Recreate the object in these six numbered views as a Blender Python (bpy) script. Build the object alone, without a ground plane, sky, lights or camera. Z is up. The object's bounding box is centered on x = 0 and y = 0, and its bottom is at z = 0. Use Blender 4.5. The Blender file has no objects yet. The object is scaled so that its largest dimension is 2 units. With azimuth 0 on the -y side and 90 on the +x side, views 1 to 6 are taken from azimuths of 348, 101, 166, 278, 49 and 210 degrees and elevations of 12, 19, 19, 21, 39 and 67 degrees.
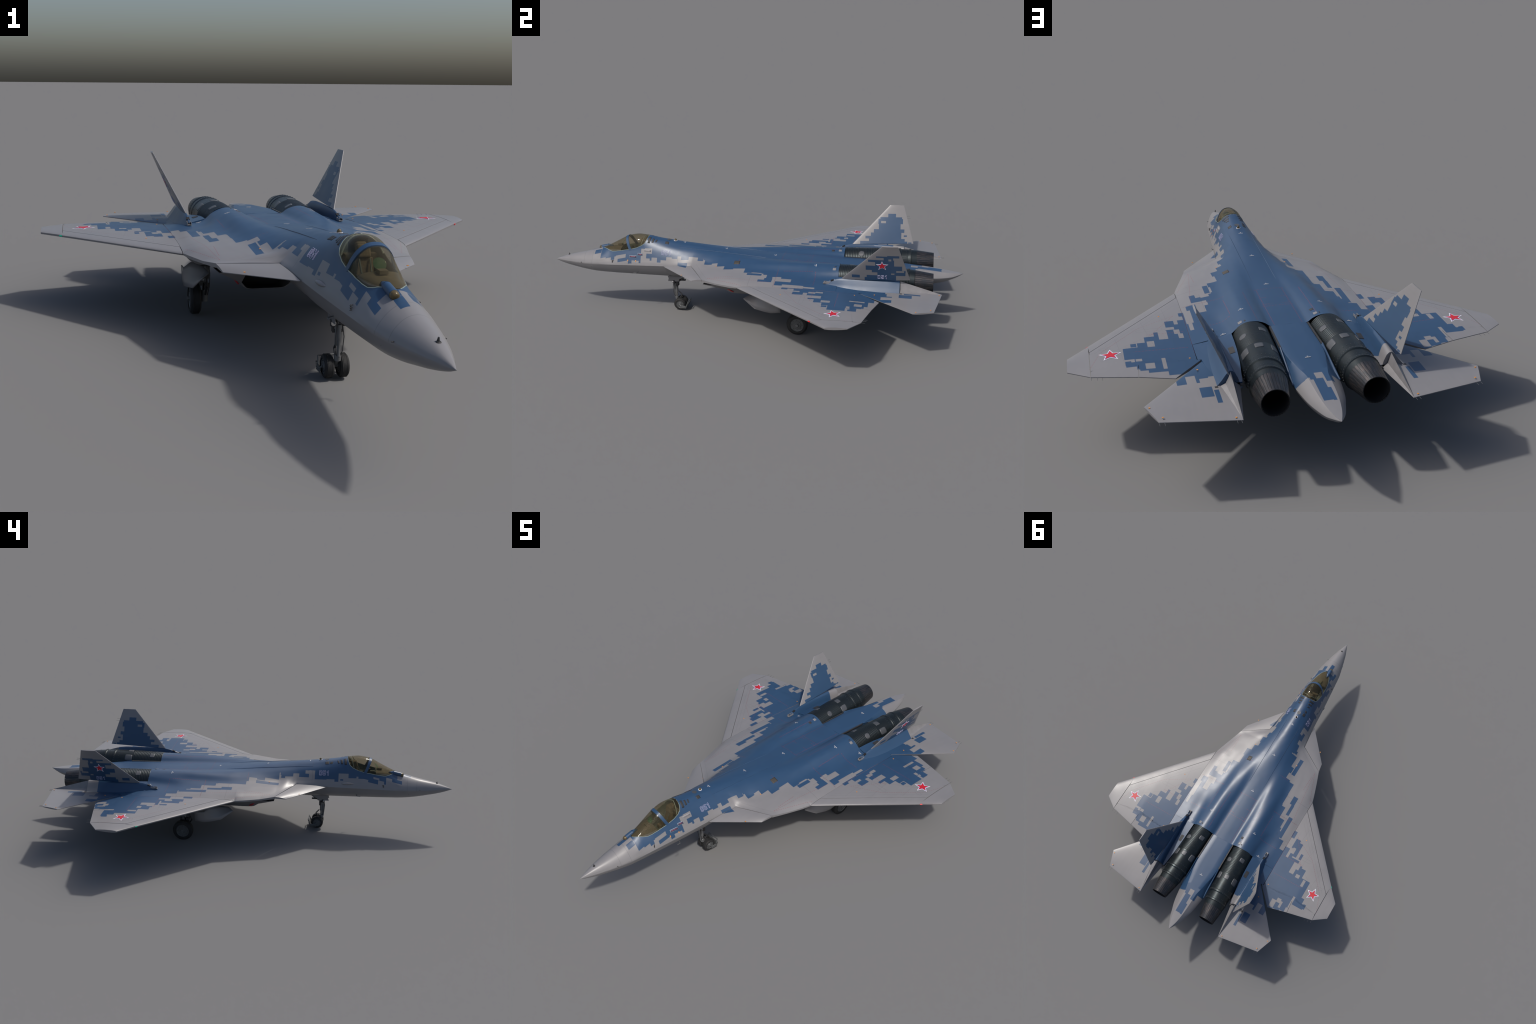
# Twin-engine stealth fighter parked on its wheels, nose towards -y, blue and grey pixel camouflage.
import bpy, bmesh, math, random
import numpy as np
from mathutils import Vector, Matrix

random.seed(7)
ROOT = None
SC = bpy.context.scene.collection

# ------------------------------------------------------------------ small maths
def pchip(xs, ys):
    xs = np.asarray(xs, float); ys = np.asarray(ys, float)
    h = np.diff(xs); d = np.diff(ys) / h
    m = np.zeros(len(xs))
    if len(xs) == 2:
        m[:] = d[0]
    else:
        for i in range(1, len(xs) - 1):
            if d[i-1] * d[i] > 0:
                w1 = 2*h[i] + h[i-1]; w2 = h[i] + 2*h[i-1]
                m[i] = (w1 + w2) / (w1/d[i-1] + w2/d[i])
        m[0] = d[0]; m[-1] = d[-1]
    def f(x):
        x = np.asarray(x, float)
        i = np.clip(np.searchsorted(xs, x) - 1, 0, len(xs) - 2)
        t = np.clip((x - xs[i]) / h[i], 0, 1)
        return ((1+2*t)*(1-t)**2*ys[i] + t*(1-t)**2*h[i]*m[i]
                + t*t*(3-2*t)*ys[i+1] + t*t*(t-1)*h[i]*m[i+1])
    return f

def lin(xs, ys):
    return lambda x: np.interp(x, xs, ys)

def mix(a, b, t):
    return a + (b - a) * t

# ------------------------------------------------------------------ node helpers
class NG:
    """tiny expression builder for shader nodes"""
    def __init__(self, mat):
        mat.use_nodes = True
        self.t = mat.node_tree
        self.t.nodes.clear()
        self.out = self.n('ShaderNodeOutputMaterial')
    def n(self, kind, **kw):
        nd = self.t.nodes.new(kind)
        for k, v in kw.items():
            setattr(nd, k, v)
        return nd
    def put(self, sock, v):
        if hasattr(v, 'is_output') or isinstance(v, bpy.types.NodeSocket):
            self.t.links.new(v, sock)
        else:
            sock.default_value = v
    def m(self, op, a, b=0.0, c=0.0):
        nd = self.n('ShaderNodeMath', operation=op)
        for i, v in enumerate((a, b, c)):
            if i < len(nd.inputs):
                self.put(nd.inputs[i], v)
        return nd.outputs[0]
    def obj(self):
        tc = self.n('ShaderNodeTexCoord')
        sp = self.n('ShaderNodeSeparateXYZ')
        self.t.links.new(tc.outputs['Object'], sp.inputs[0])
        return tc.outputs['Object'], sp.outputs[0], sp.outputs[1], sp.outputs[2]
    def noise(self, vec, scale, detail=3.0, rough=0.55):
        nd = self.n('ShaderNodeTexNoise')
        self.put(nd.inputs['Vector'], vec)
        nd.inputs['Scale'].default_value = scale
        nd.inputs['Detail'].default_value = detail
        nd.inputs['Roughness'].default_value = rough
        return nd.outputs['Fac']
    def mapping(self, vec, scale=(1, 1, 1), loc=(0, 0, 0)):
        nd = self.n('ShaderNodeMapping')
        self.put(nd.inputs['Vector'], vec)
        nd.inputs['Scale'].default_value = scale
        nd.inputs['Location'].default_value = loc
        return nd.outputs[0]
    def ramp(self, fac, stops, interp='LINEAR'):
        nd = self.n('ShaderNodeValToRGB')
        cr = nd.color_ramp
        cr.interpolation = interp
        while len(cr.elements) < len(stops):
            cr.elements.new(0.5)
        for e, (p, c) in zip(cr.elements, stops):
            e.position = p
            e.color = c if len(c) == 4 else (*c, 1)
        self.put(nd.inputs[0], fac)
        return nd.outputs[0]
    def steps(self, coord, lo, hi, pairs):
        """piecewise constant function of a coordinate: value pairs[i][1] from pairs[i][0] on"""
        f = self.m('DIVIDE', self.m('SUBTRACT', coord, lo), hi - lo)
        pairs = sorted(pairs)
        st = [((p - lo) / (hi - lo), (v, v, v, 1)) for p, v in pairs]
        chunks = [st[i:i+30] for i in range(0, len(st), 30)]
        val = None
        for ch in chunks:
            r = self.ramp(f, ch, 'CONSTANT')
            bw = self.n('ShaderNodeSeparateColor')
            self.t.links.new(r, bw.inputs[0])
            r = bw.outputs[0]
            if val is None:
                val = r
            else:
                val = self.mixf(self.m('GREATER_THAN', f, ch[0][0]), val, r)
        return val
    def mixf(self, fac, a, b):
        nd = self.n('ShaderNodeMix', data_type='FLOAT')
        self.put(nd.inputs[0], fac); self.put(nd.inputs[2], a); self.put(nd.inputs[3], b)
        return nd.outputs[0]
    def mixc(self, fac, a, b, blend='MIX'):
        nd = self.n('ShaderNodeMix', data_type='RGBA', blend_type=blend)
        self.put(nd.inputs[0], fac)
        for s, v in ((nd.inputs[6], a), (nd.inputs[7], b)):
            self.put(s, (*v, 1) if isinstance(v, tuple) and len(v) == 3 else v)
        return nd.outputs[2]
    def box(self, u, v, u0, u1, v0, v1):
        a = self.m('COMPARE', u, (u0+u1)/2, abs(u1-u0)/2)
        b = self.m('COMPARE', v, (v0+v1)/2, abs(v1-v0)/2)
        return self.m('MULTIPLY', a, b)
    def shade(self, color, rough=0.4, metal=0.0, spec=0.5, bump=None, bstr=0.1, bdist=0.001, coat=0.0):
        bs = self.n('ShaderNodeBsdfPrincipled')
        self.put(bs.inputs['Base Color'], (*color, 1) if isinstance(color, tuple) and len(color) == 3 else color)
        self.put(bs.inputs['Roughness'], rough)
        self.put(bs.inputs['Metallic'], metal)
        bs.inputs['Specular IOR Level'].default_value = spec
        bs.inputs['Coat Weight'].default_value = coat
        if bump is not None:
            b = self.n('ShaderNodeBump')
            b.inputs['Strength'].default_value = bstr
            b.inputs['Distance'].default_value = bdist
            self.put(b.inputs['Height'], bump)
            self.t.links.new(b.outputs[0], bs.inputs['Normal'])
        self.t.links.new(bs.outputs[0], self.out.inputs[0])
        return bs

GREY = (0.200, 0.196, 0.203)
BLUE = (0.023, 0.060, 0.126)

def paint(name, maskfn, base=GREY, over=BLUE, extra=None):
    mat = bpy.data.materials.new(name)
    g = NG(mat)
    vec, x, y, z = g.obj()
    # weathering: faint streaks along the airflow and soft mottling
    streak = g.noise(g.mapping(vec, (60, 6, 60)), 1.0, 4.0, 0.6)
    mott = g.noise(vec, 14.0, 4.0, 0.6)
    var = g.m('MULTIPLY_ADD', streak, 0.10, g.m('MULTIPLY', mott, 0.14))
    var = g.m('ADD', var, 0.88)
    if maskfn:
        mask = maskfn(g, x, y, z)
        col = g.mixc(mask, base, over)
    else:
        rgb = g.n('ShaderNodeRGB'); rgb.outputs[0].default_value = (*base, 1)
        col = rgb.outputs[0]
    if extra:
        col = extra(g, x, y, z, col)
    cc = g.n('ShaderNodeCombineColor')
    for i in range(3):
        g.put(cc.inputs[i], var)
    col = g.mixc(1.0, col, cc.outputs[0], 'MULTIPLY')
    rough = g.m('MULTIPLY_ADD', mott, 0.16, 0.30)
    g.shade(col, rough, 0.0, 0.5, bump=streak, bstr=0.06, bdist=0.0006)
    return mat

def simple(name, color, rough=0.5, metal=0.0, var=0.2, scale=40.0, spec=0.5):
    mat = bpy.data.materials.new(name)
    g = NG(mat)
    vec, x, y, z = g.obj()
    n = g.noise(vec, scale, 4.0, 0.6)
    lo = tuple(c * (1 - var) for c in color); hi = tuple(min(1, c * (1 + var)) for c in color)
    col = g.ramp(n, [(0.3, lo), (0.7, hi)])
    g.shade(col, rough, metal, spec, bump=n, bstr=0.08, bdist=0.0008)
    return mat

# ------------------------------------------------------------------ camouflage rules
SIDE_L = [(-1.2, .9), (-.745, .300), (-.713, .295), (-.69, .283), (-.673, .296), (-.65, .268), (-.598, .253),
          (-.578, .267), (-.539, .257), (-.529, .321), (-.506, .280), (-.486, .271), (-.472, .285),
          (-.449, .265), (-.430, .276), (-.394, .290), (-.368, .285), (-.344, .296), (-.322, .282), (-.305, .283), (-.285, .295), (-.24, .284), (-.215, .292)]
SIDE_R = [(-1.2, .9), (-.766, .304), (-.713, .315), (-.692, .286), (-.675, .297), (-.656, .279),
          (-.60, .288), (-.562, .297), (-.549, .290), (-.508, .309), (-.468, .273), (-.446, .283), (-.409, .281),
          (-.349, .316), (-.325, .288), (-.278, .301), (-.246, .290), (-.215, .284), (-.19, .294)]
PLAN_L = [(-1.2, .09), (-.29, .094), (-.262, .108), (-.232, .098), (-.205, .122), (-.165, .116), (-.140, .138),
          (-.102, .165), (-.053, .158), (.003, .196), (.044, .190), (.088, .196), (.100, .206), (.115, .236),
          (.150, .222), (.161, .297), (.205, .329), (.232, .307), (.262, .382), (.307, .356), (.323, .386),
          (.331, .426), (.357, .459), (.397, .484), (.428, .530), (.503, .500), (.516, .528), (.545, .497),
          (.563, .489), (.573, .465), (.596, .408), (.613, .330), (.640, .35)]
PLAN_R = [(-1.2, .09), (-.26, .085), (-.227, .107), (-.200, .078), (-.181, .112), (-.115, .130), (-.079, .121),
          (-.044, .148), (-.033, .1475), (-.030, .177), (.030, .1785), (.103, .181), (.106, .203), (.177, .234), (.225, .242),
          (.236, .258), (.277, .309), (.292, .347), (.315, .372), (.332, .420), (.350, .449), (.358, .476), (.405, .487),
          (.412, .527), (.497, .545), (.530, .560), (.557, .498), (.589, .480), (.612, .454), (.627, .418), (.640, .35)]
# patches (x0, x1, y0, y1) that sit outside the edge (blue) or inside it (grey)
BLUE_L = [(.198, .217, .028, .096), (.254, .274, .088, .152), (.236, .254, .115, .152), (.487, .505, .405, .428),
          (.511, .529, .517, .545), (.403, .411, .513, .580), (.305, .318, .234, .290)]
GREY_L = [(.234, .263, .168, .238), (.220, .236, .168, .190), (.287, .311, .204, .300), (.293, .306, .300, .350),
          (.341, .360, .331, .362), (.333, .349, .362, .394), (.430, .453, .397, .436), (.383, .412, .331, .392),
          (.339, .352, .262, .292), (.443, .471, .539, .572), (.408, .420, .515, .580), (.478, .497, .508, .523)]
BLUE_R = [(.134, .155, -.181, -.073), (.212, .239, .030, .080), (.224, .241, .080, .146), (.247, .270, .147, .277),
          (.344, .371, .232, .290), (.371, .392, .246, .330), (.408, .422, .296, .330), (.554, .569, .530, .557),
          (.312, .331, .198, .240)]
GREY_R = [(.288, .312, .277, .330), (.340, .354, .295, .350), (.354, .370, .284, .312), (.398, .424, .353, .418),
          (.424, .438, .353, .385), (.440, .462, .405, .425), (.488, .503, .416, .455), (.534, .545, .455, .496),
          (.417, .440, .566, .590), (.393, .418, .584, .628), (.440, .452, .575, .612), (.486, .498, .520, .589)]
SIDEBLUE_L = [(-.776, -.742, .322, .336), (-.333, -.285, .258, .271)]
SIDEGREY_L = [(-.658, -.605, .283, .299), (-.506, -.469, .301, .324)]
SIDEBLUE_R = [(-.80, -.760, .334, .37), (-.482, -.468, .278, .285)]
SIDEGREY_R = [(-.652, -.624, .298, .306), (-.339, -.301, .302, .3145), (-.768, -.737, .317, .333)]

def body_mask(g, x, y, z):
    left = g.m('GREATER_THAN', x, 0.0)
    ax = g.m('ABSOLUTE', x)
    # side view pattern on the forward fuselage, tilted up with the nose
    zt = g.m('SUBTRACT', z, g.m('MULTIPLY', g.m('MINIMUM', g.m('ADD', y, 0.58), 0.0), 0.22))
    def edge(coord, pairs, var):
        return g.m('GREATER_THAN', var, g.steps(coord, -1.2, 1.2, pairs))
    def patches(mask, u, v, add, sub):
        for r in add:
            mask = g.m('MAXIMUM', mask, g.box(u, v, *r))
        for r in sub:
            mask = g.m('MULTIPLY', mask, g.m('SUBTRACT', 1.0, g.box(u, v, *r)))
        return mask
    sl = patches(edge(y, SIDE_L, zt), y, zt, SIDEBLUE_L, SIDEGREY_L)
    sr = patches(edge(y, SIDE_R, zt), y, zt, SIDEBLUE_R, SIDEGREY_R)
    side = g.mixf(left, sr, sl)
    pl = patches(g.m('SUBTRACT', 1.0, edge(y, PLAN_L, ax)), ax, y, BLUE_L, GREY_L)
    pr = patches(g.m('SUBTRACT', 1.0, edge(y, PLAN_R, ax)), ax, y, BLUE_R, GREY_R)
    plan = g.mixf(left, pr, pl)
    ysw = g.mixf(left, -0.183, -0.205)
    return g.mixf(g.m('GREATER_THAN', y, ysw), side, plan)

def boom_mask(g, x, y, z):
    m = g.m('LESS_THAN', y, g.steps(x, -.1, .1, [(-.1, .775), (-.041, .811), (-.017, .770), (.001, .795), (.027, .783), (.04, .785)]))
    m = g.m('MAXIMUM', m, g.box(x, y, -.010, .019, .780, .900))
    m = g.m('MAXIMUM', m, g.box(x, y, -.019, -.009, .841, .903))
    m = g.m('MULTIPLY', m, g.m('SUBTRACT', 1.0, g.box(x, y, -.016, .009, .761, .792)))
    up = g.m('GREATER_THAN', z, .205)
    return g.m('MULTIPLY', m, up)

def tail_mask(g, x, y, z):
    return g.m('LESS_THAN', y, g.mixf(g.m('GREATER_THAN', x, 0.0), .668, .735))

FIN_OUT = [(.0, .6, .6), (.24, .568, .704), (.290, .577, .704), (.303, .624, .744), (.317, .600, .745), (.330, .574, .730),
           (.352, .615, .696), (.373, .585, .696), (.384, .652, .692), (.396, .620, .718), (.403, .667, .718), (.408, .6, .6)]
FIN_IN = [(.0, .6, .6), (.24, .505, .735), (.290, .548, .722), (.301, .530, .705), (.315, .556, .705), (.332, .570, .719),
          (.347, .594, .700), (.370, .591, .711), (.392, .600, .706), (.400, .638, .676), (.416, .6, .6)]
def fin_mask(table, extra_blue, extra_grey):
    def f(g, x, y, z):
        lo = g.steps(z, 0, 1, [(a, b) for a, b, c in table])
        hi = g.steps(z, 0, 1, [(a, c) for a, b, c in table])
        m = g.m('MULTIPLY', g.m('GREATER_THAN', y, lo), g.m('LESS_THAN', y, hi))
        for r in extra_blue:
            m = g.m('MAXIMUM', m, g.box(y, z, *r))
        for r in extra_grey:
            m = g.m('MULTIPLY', m, g.m('SUBTRACT', 1.0, g.box(y, z, *r)))
        return m
    return f

def stab_mask(g, x, y, z):
    ax = g.m('ABSOLUTE', x)
    m = g.m('LESS_THAN', y, g.steps(ax, 0, 1, [(0, .72), (.28, .66), (.30, .667), (.325, .690), (.348, .645), (.362, .69), (.392, .60)]))
    for r in [(.300, .336, .719, .774), (.283, .297, .74, .810), (.372, .390, .655, .686)]:
        m = g.m('MAXIMUM', m, g.box(ax, y, *r))
    m = g.m('MULTIPLY', m, g.m('SUBTRACT', 1.0, g.box(ax, y, .338, .366, .643, .690)))
    return m

RED_X = [(.046, .165, .440), (.170, .190, .330), (.315, .17, .52), (.238, -.12, -.03), (.100, .19, .43), (.062, .445, .60)]
RED_Y = [(.163, .0, .055), (.166, .16, .31), (.340, .17, .277), (.300, .0, .055), (.285, .02, .05), (.232, .02, .05), (-.03, .09, .135), (.35, .33, .45), (.46, .33, .50)]
# slanted dashed outlines (x0, y0, x1, y1)
RED_D = [(.241, -.156, .306, .02), (.241, -.156, .276, .15), (.345, .22, .48, .30), (.345, .22, .44, .36), (.48, .30, .60, .44), (.60, .44, .635, .54)]
def dashes(g, x, y, z, col):
    ax = g.m('ABSOLUTE', x)
    m = None
    def put(b):
        nonlocal m
        m = b if m is None else g.m('MAXIMUM', m, b)
    dy = g.m('GREATER_THAN', g.m('FRACT', g.m('MULTIPLY', y, 95.0)), .40)
    dx = g.m('GREATER_THAN', g.m('FRACT', g.m('MULTIPLY', ax, 95.0)), .40)
    for xc, a, b in RED_X:
        put(g.m('MULTIPLY', g.box(ax, y, xc - .0008, xc + .0008, a, b), dy))
    for yc, a, b in RED_Y:
        put(g.m('MULTIPLY', g.box(ax, y, a, b, yc - .0008, yc + .0008), dx))
    for x0, y0, x1, y1 in RED_D:
        L = math.hypot(x1 - x0, y1 - y0); ux, uy = (x1 - x0)/L, (y1 - y0)/L
        rx, ry = g.m('SUBTRACT', ax, x0), g.m('SUBTRACT', y, y0)
        along = g.m('ADD', g.m('MULTIPLY', rx, ux), g.m('MULTIPLY', ry, uy))
        across = g.m('SUBTRACT', g.m('MULTIPLY', rx, uy), g.m('MULTIPLY', ry, ux))
        d = g.m('GREATER_THAN', g.m('FRACT', g.m('MULTIPLY', along, 95.0)), .40)
        put(g.m('MULTIPLY', g.box(along, across, 0, L, -.0006, .0006), d))
    return g.mixc(g.m('MULTIPLY', m, 0.7), col, (0.22, 0.035, 0.05))

SEAM_D = [(.330, .105, .618, .440), (.334, .135, .610, .452), (.255, -.150, .118, -.235), (.330, .28, .60, .47), (.33, .38, .60, .50), (.46, .245, .42, .52), (.55, .35, .53, .53), (.38, .155, .355, .53)]
CAPSULES = [(.437, .315, .034, .0085), (.340, .285, .034, .0085), (.448, .425, .034, .0085), (.352, .390, .034, .0085), (.585, .415, .010, .007), (.0, .120, .001, .011), (.0, .30, .020, .011), (.0, .38, .001, .011)]
def seams(spec_x=(), spec_y=()):
    """thin dark panel joints at constant x or y (bounds give their extent)"""
    def f(g, x, y, z, col):
        ax = g.m('ABSOLUTE', x)
        m = None
        for (xc, y0, y1) in spec_x:
            b = g.box(ax, y, xc - .0007, xc + .0007, y0, y1)
            m = b if m is None else g.m('MAXIMUM', m, b)
        for (yc, x0, x1) in spec_y:
            b = g.box(ax, y, x0, x1, yc - .0007, yc + .0007)
            m = b if m is None else g.m('MAXIMUM', m, b)
        for x0, y0, x1, y1 in SEAM_D:
            L = math.hypot(x1 - x0, y1 - y0); ux, uy = (x1 - x0)/L, (y1 - y0)/L
            rx, ry = g.m('SUBTRACT', ax, x0), g.m('SUBTRACT', y, y0)
            along = g.m('ADD', g.m('MULTIPLY', rx, ux), g.m('MULTIPLY', ry, uy))
            across = g.m('SUBTRACT', g.m('MULTIPLY', rx, uy), g.m('MULTIPLY', ry, ux))
            m = g.m('MAXIMUM', m, g.m('MULTIPLY', g.box(along, across, 0, L, -.0006, .0006), .6))
        for cx, cy, half, r in CAPSULES:            # rounded tank and actuator covers
            dx = g.m('MAXIMUM', g.m('SUBTRACT', g.m('ABSOLUTE', g.m('SUBTRACT', ax, cx)), half), 0.0)
            dy = g.m('SUBTRACT', y, cy)
            d = g.m('SQRT', g.m('ADD', g.m('MULTIPLY', dx, dx), g.m('MULTIPLY', dy, dy)))
            m = g.m('MAXIMUM', m, g.m('MULTIPLY', g.m('COMPARE', d, r, .0006), .7))
        return dashes(g, x, y, z, g.mixc(g.m('MULTIPLY', m, 0.38), col, (0.05, 0.055, 0.065)))
    return f

M = {}
def make_materials():
    M['body'] = paint('camouflage_paint', body_mask, extra=seams(
        [(.238, .09, .40), (.062, .14, .43)],
        [(-.335, .0, .10), (-.83, 0, .2), (-.785, 0, .2), (.165, .05, .31), (.30, .05, .30), (.05, .17, .31)]))
    M['under'] = paint('underside_paint', None)
    M['boom'] = paint('tail_boom_paint', boom_mask)
    M['tail'] = paint('tail_beam_paint', tail_mask)
    M['fin_out'] = paint('fin_outer_paint', fin_mask(FIN_OUT, [(.512, .547, .288, .303), (.667, .718, .403, .408)],
                         [(.672, .684, .382, .392), (.683, .697, .310, .317), (.705, .738, .322, .331)]))
    M['fin_in'] = paint('fin_inner_paint', fin_mask(FIN_IN, [(.717, .732, .314, .321), (.739, .755, .284, .289)],
                        [(.604, .628, .375, .385)]))
    M['stab'] = paint('stabilator_paint', stab_mask)
    M['blue'] = simple('blue_paint', BLUE, .38, var=.08)
    M['grey'] = simple('grey_paint', GREY, .38, var=.08)
    M['white'] = simple('white_marking', (.66, .66, .70), .5, var=.05)
    M['mark'] = simple('walkway_marking', (.36, .37, .40), .5, var=.05)
    M['darkred'] = simple('dull_red_marking', (.22, .035, .045), .5, var=.05)
    M['lilac'] = simple('number_outline', (.46, .46, .66), .5, var=.05)
    M['red'] = simple('red_marking', (.50, .012, .02), .45, var=.05)
    M['starblue'] = simple('star_edge_blue', (.05, .05, .36), .45, var=.05)
    M['orange'] = simple('orange_marking', (.60, .25, .05), .5, var=.05)
    M['dark'] = simple('dark_vent', (.028, .028, .030), .6, var=.2)
    M['bleed'] = simple('bleed_mesh', (.045, .040, .034), .6, var=.2)
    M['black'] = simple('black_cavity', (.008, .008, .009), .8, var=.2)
    M['duct'] = simple('intake_duct', (.03, .03, .032), .7, var=.2)
    M['tyre'] = simple('tyre_rubber', (.016, .016, .017), .75, var=.25, scale=90)
    M['hub'] = simple('wheel_hub', (.11, .115, .118), .45, .3, var=.15)
    M['strut'] = simple('gear_strut', (.17, .175, .18), .4, .35, var=.2)
    M['strutdark'] = simple('gear_fitting', (.045, .045, .048), .5, .3, var=.3)
    M['chrome'] = simple('piston_chrome', (.5, .5, .5), .2, 1.0, var=.05)
    M['panel'] = simple('engine_access_panel', (.085, .09, .098), .45, .3, var=.12)
    M['amber'] = simple('sensor_glass', (.10, .075, .035), .12, .2, var=.2)
    M['seat'] = simple('seat_fabric', (.10, .085, .06), .8, var=.3, scale=200)
    M['cockpit'] = simple('cockpit_interior', (.075, .10, .095), .6, var=.25)
    M['coaming'] = simple('instrument_coaming', (.085, .078, .06), .8, var=.2)
    M['frame'] = simple('canopy_seal', (.24, .30, .28), .4, var=.1)
    M['redlight'] = simple('red_light', (.6, .02, .02), .2)
    M['greenlight'] = simple('green_light', (.01, .35, .22), .2)
    M['screen'] = simple('display_glass', (.04, .09, .05), .2)
    # engine casing: dark heat-stained metal with rings
    for nm, base in (('engine', (.030, .036, .039)), ('nozzle', (.050, .048, .054))):
        mat = bpy.data.materials.new(nm + '_metal')
        g = NG(mat)
        vec, x, y, z = g.obj()
        n1 = g.noise(vec, 30.0, 5, .65)
        n2 = g.noise(g.mapping(vec, (1, 0.15, 1)), 160.0, 3, .6)
        band = g.noise(g.mapping(vec, (0.0, 60, 0.0)), 1.0, 2, .5)
        c = g.mixc(g.m('MULTIPLY', band, .7), base, (base[0]*.55, base[1]*1.0, base[2]*1.15))
        c = g.mixc(g.m('MULTIPLY', n1, .5), c, (.022, .019, .016))
        if nm == 'nozzle':
            c = g.mixc(g.ramp(n2, [(.45, (0, 0, 0)), (.65, (1, 1, 1))]), c, (.075, .065, .065))
        g.shade(c, g.m('MULTIPLY_ADD', n1, .3, .22), .65, .5, bump=n1, bstr=.15, bdist=.001)
        M[nm] = mat
    # canopy glass: tinted, mirror-like at grazing angles
    mat = bpy.data.materials.new('canopy_glass')
    g = NG(mat)
    tr = g.n('ShaderNodeBsdfTransparent'); tr.inputs[0].default_value = (.92, .89, .81, 1)
    gl = g.n('ShaderNodeBsdfPrincipled')
    gl.inputs['Base Color'].default_value = (.11, .095, .062, 1)
    gl.inputs['Roughness'].default_value = .06
    gl.inputs['Specular IOR Level'].default_value = .6
    lw = g.n('ShaderNodeLayerWeight'); lw.inputs[0].default_value = .5
    f = g.m('MULTIPLY_ADD', g.m('POWER', lw.outputs['Facing'], 3.0), .45, .12)
    mx = g.n('ShaderNodeMixShader')
    g.put(mx.inputs[0], f)
    g.t.links.new(tr.outputs[0], mx.inputs[1]); g.t.links.new(gl.outputs[0], mx.inputs[2])
    g.t.links.new(mx.outputs[0], g.out.inputs[0])
    M['glass'] = mat
    mat = bpy.data.materials.new('head_up_glass')
    g = NG(mat)
    tr = g.n('ShaderNodeBsdfTransparent'); tr.inputs[0].default_value = (.80, .93, .85, 1)
    gl = g.n('ShaderNodeBsdfPrincipled'); gl.inputs['Base Color'].default_value = (.1, .3, .18, 1); gl.inputs['Roughness'].default_value = .1
    mx = g.n('ShaderNodeMixShader'); mx.inputs[0].default_value = .14
    g.t.links.new(tr.outputs[0], mx.inputs[1]); g.t.links.new(gl.outputs[0], mx.inputs[2])
    g.t.links.new(mx.outputs[0], g.out.inputs[0])
    M['hud'] = mat

# ------------------------------------------------------------------ mesh helpers
def new_obj(name, verts, faces, mats, fmat=None, parent=None, smooth=35.0, merge=1e-6):
    me = bpy.data.meshes.new(name)
    me.from_pydata([tuple(map(float, v)) for v in verts], [], [tuple(f) for f in faces])
    if not isinstance(mats, (list, tuple)):
        mats = [mats]
    for m in mats:
        me.materials.append(M[m])
    if fmat is not None:
        me.polygons.foreach_set('material_index', list(fmat))
    bm = bmesh.new(); bm.from_mesh(me)
    if merge:
        bmesh.ops.remove_doubles(bm, verts=bm.verts, dist=merge)
        bmesh.ops.dissolve_degenerate(bm, edges=bm.edges, dist=1e-7)
    bm.to_mesh(me); bm.free()
    if smooth:
        me.shade_smooth()
        me.set_sharp_from_angle(angle=math.radians(smooth))
    ob = bpy.data.objects.new(name, me)
    SC.objects.link(ob)
    ob.parent = parent or ROOT
    return ob

def fix_normals(ob):
    bm = bmesh.new(); bm.from_mesh(ob.data)
    bmesh.ops.recalc_face_normals(bm, faces=bm.faces)
    bm.to_mesh(ob.data); bm.free()
    return ob

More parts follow.
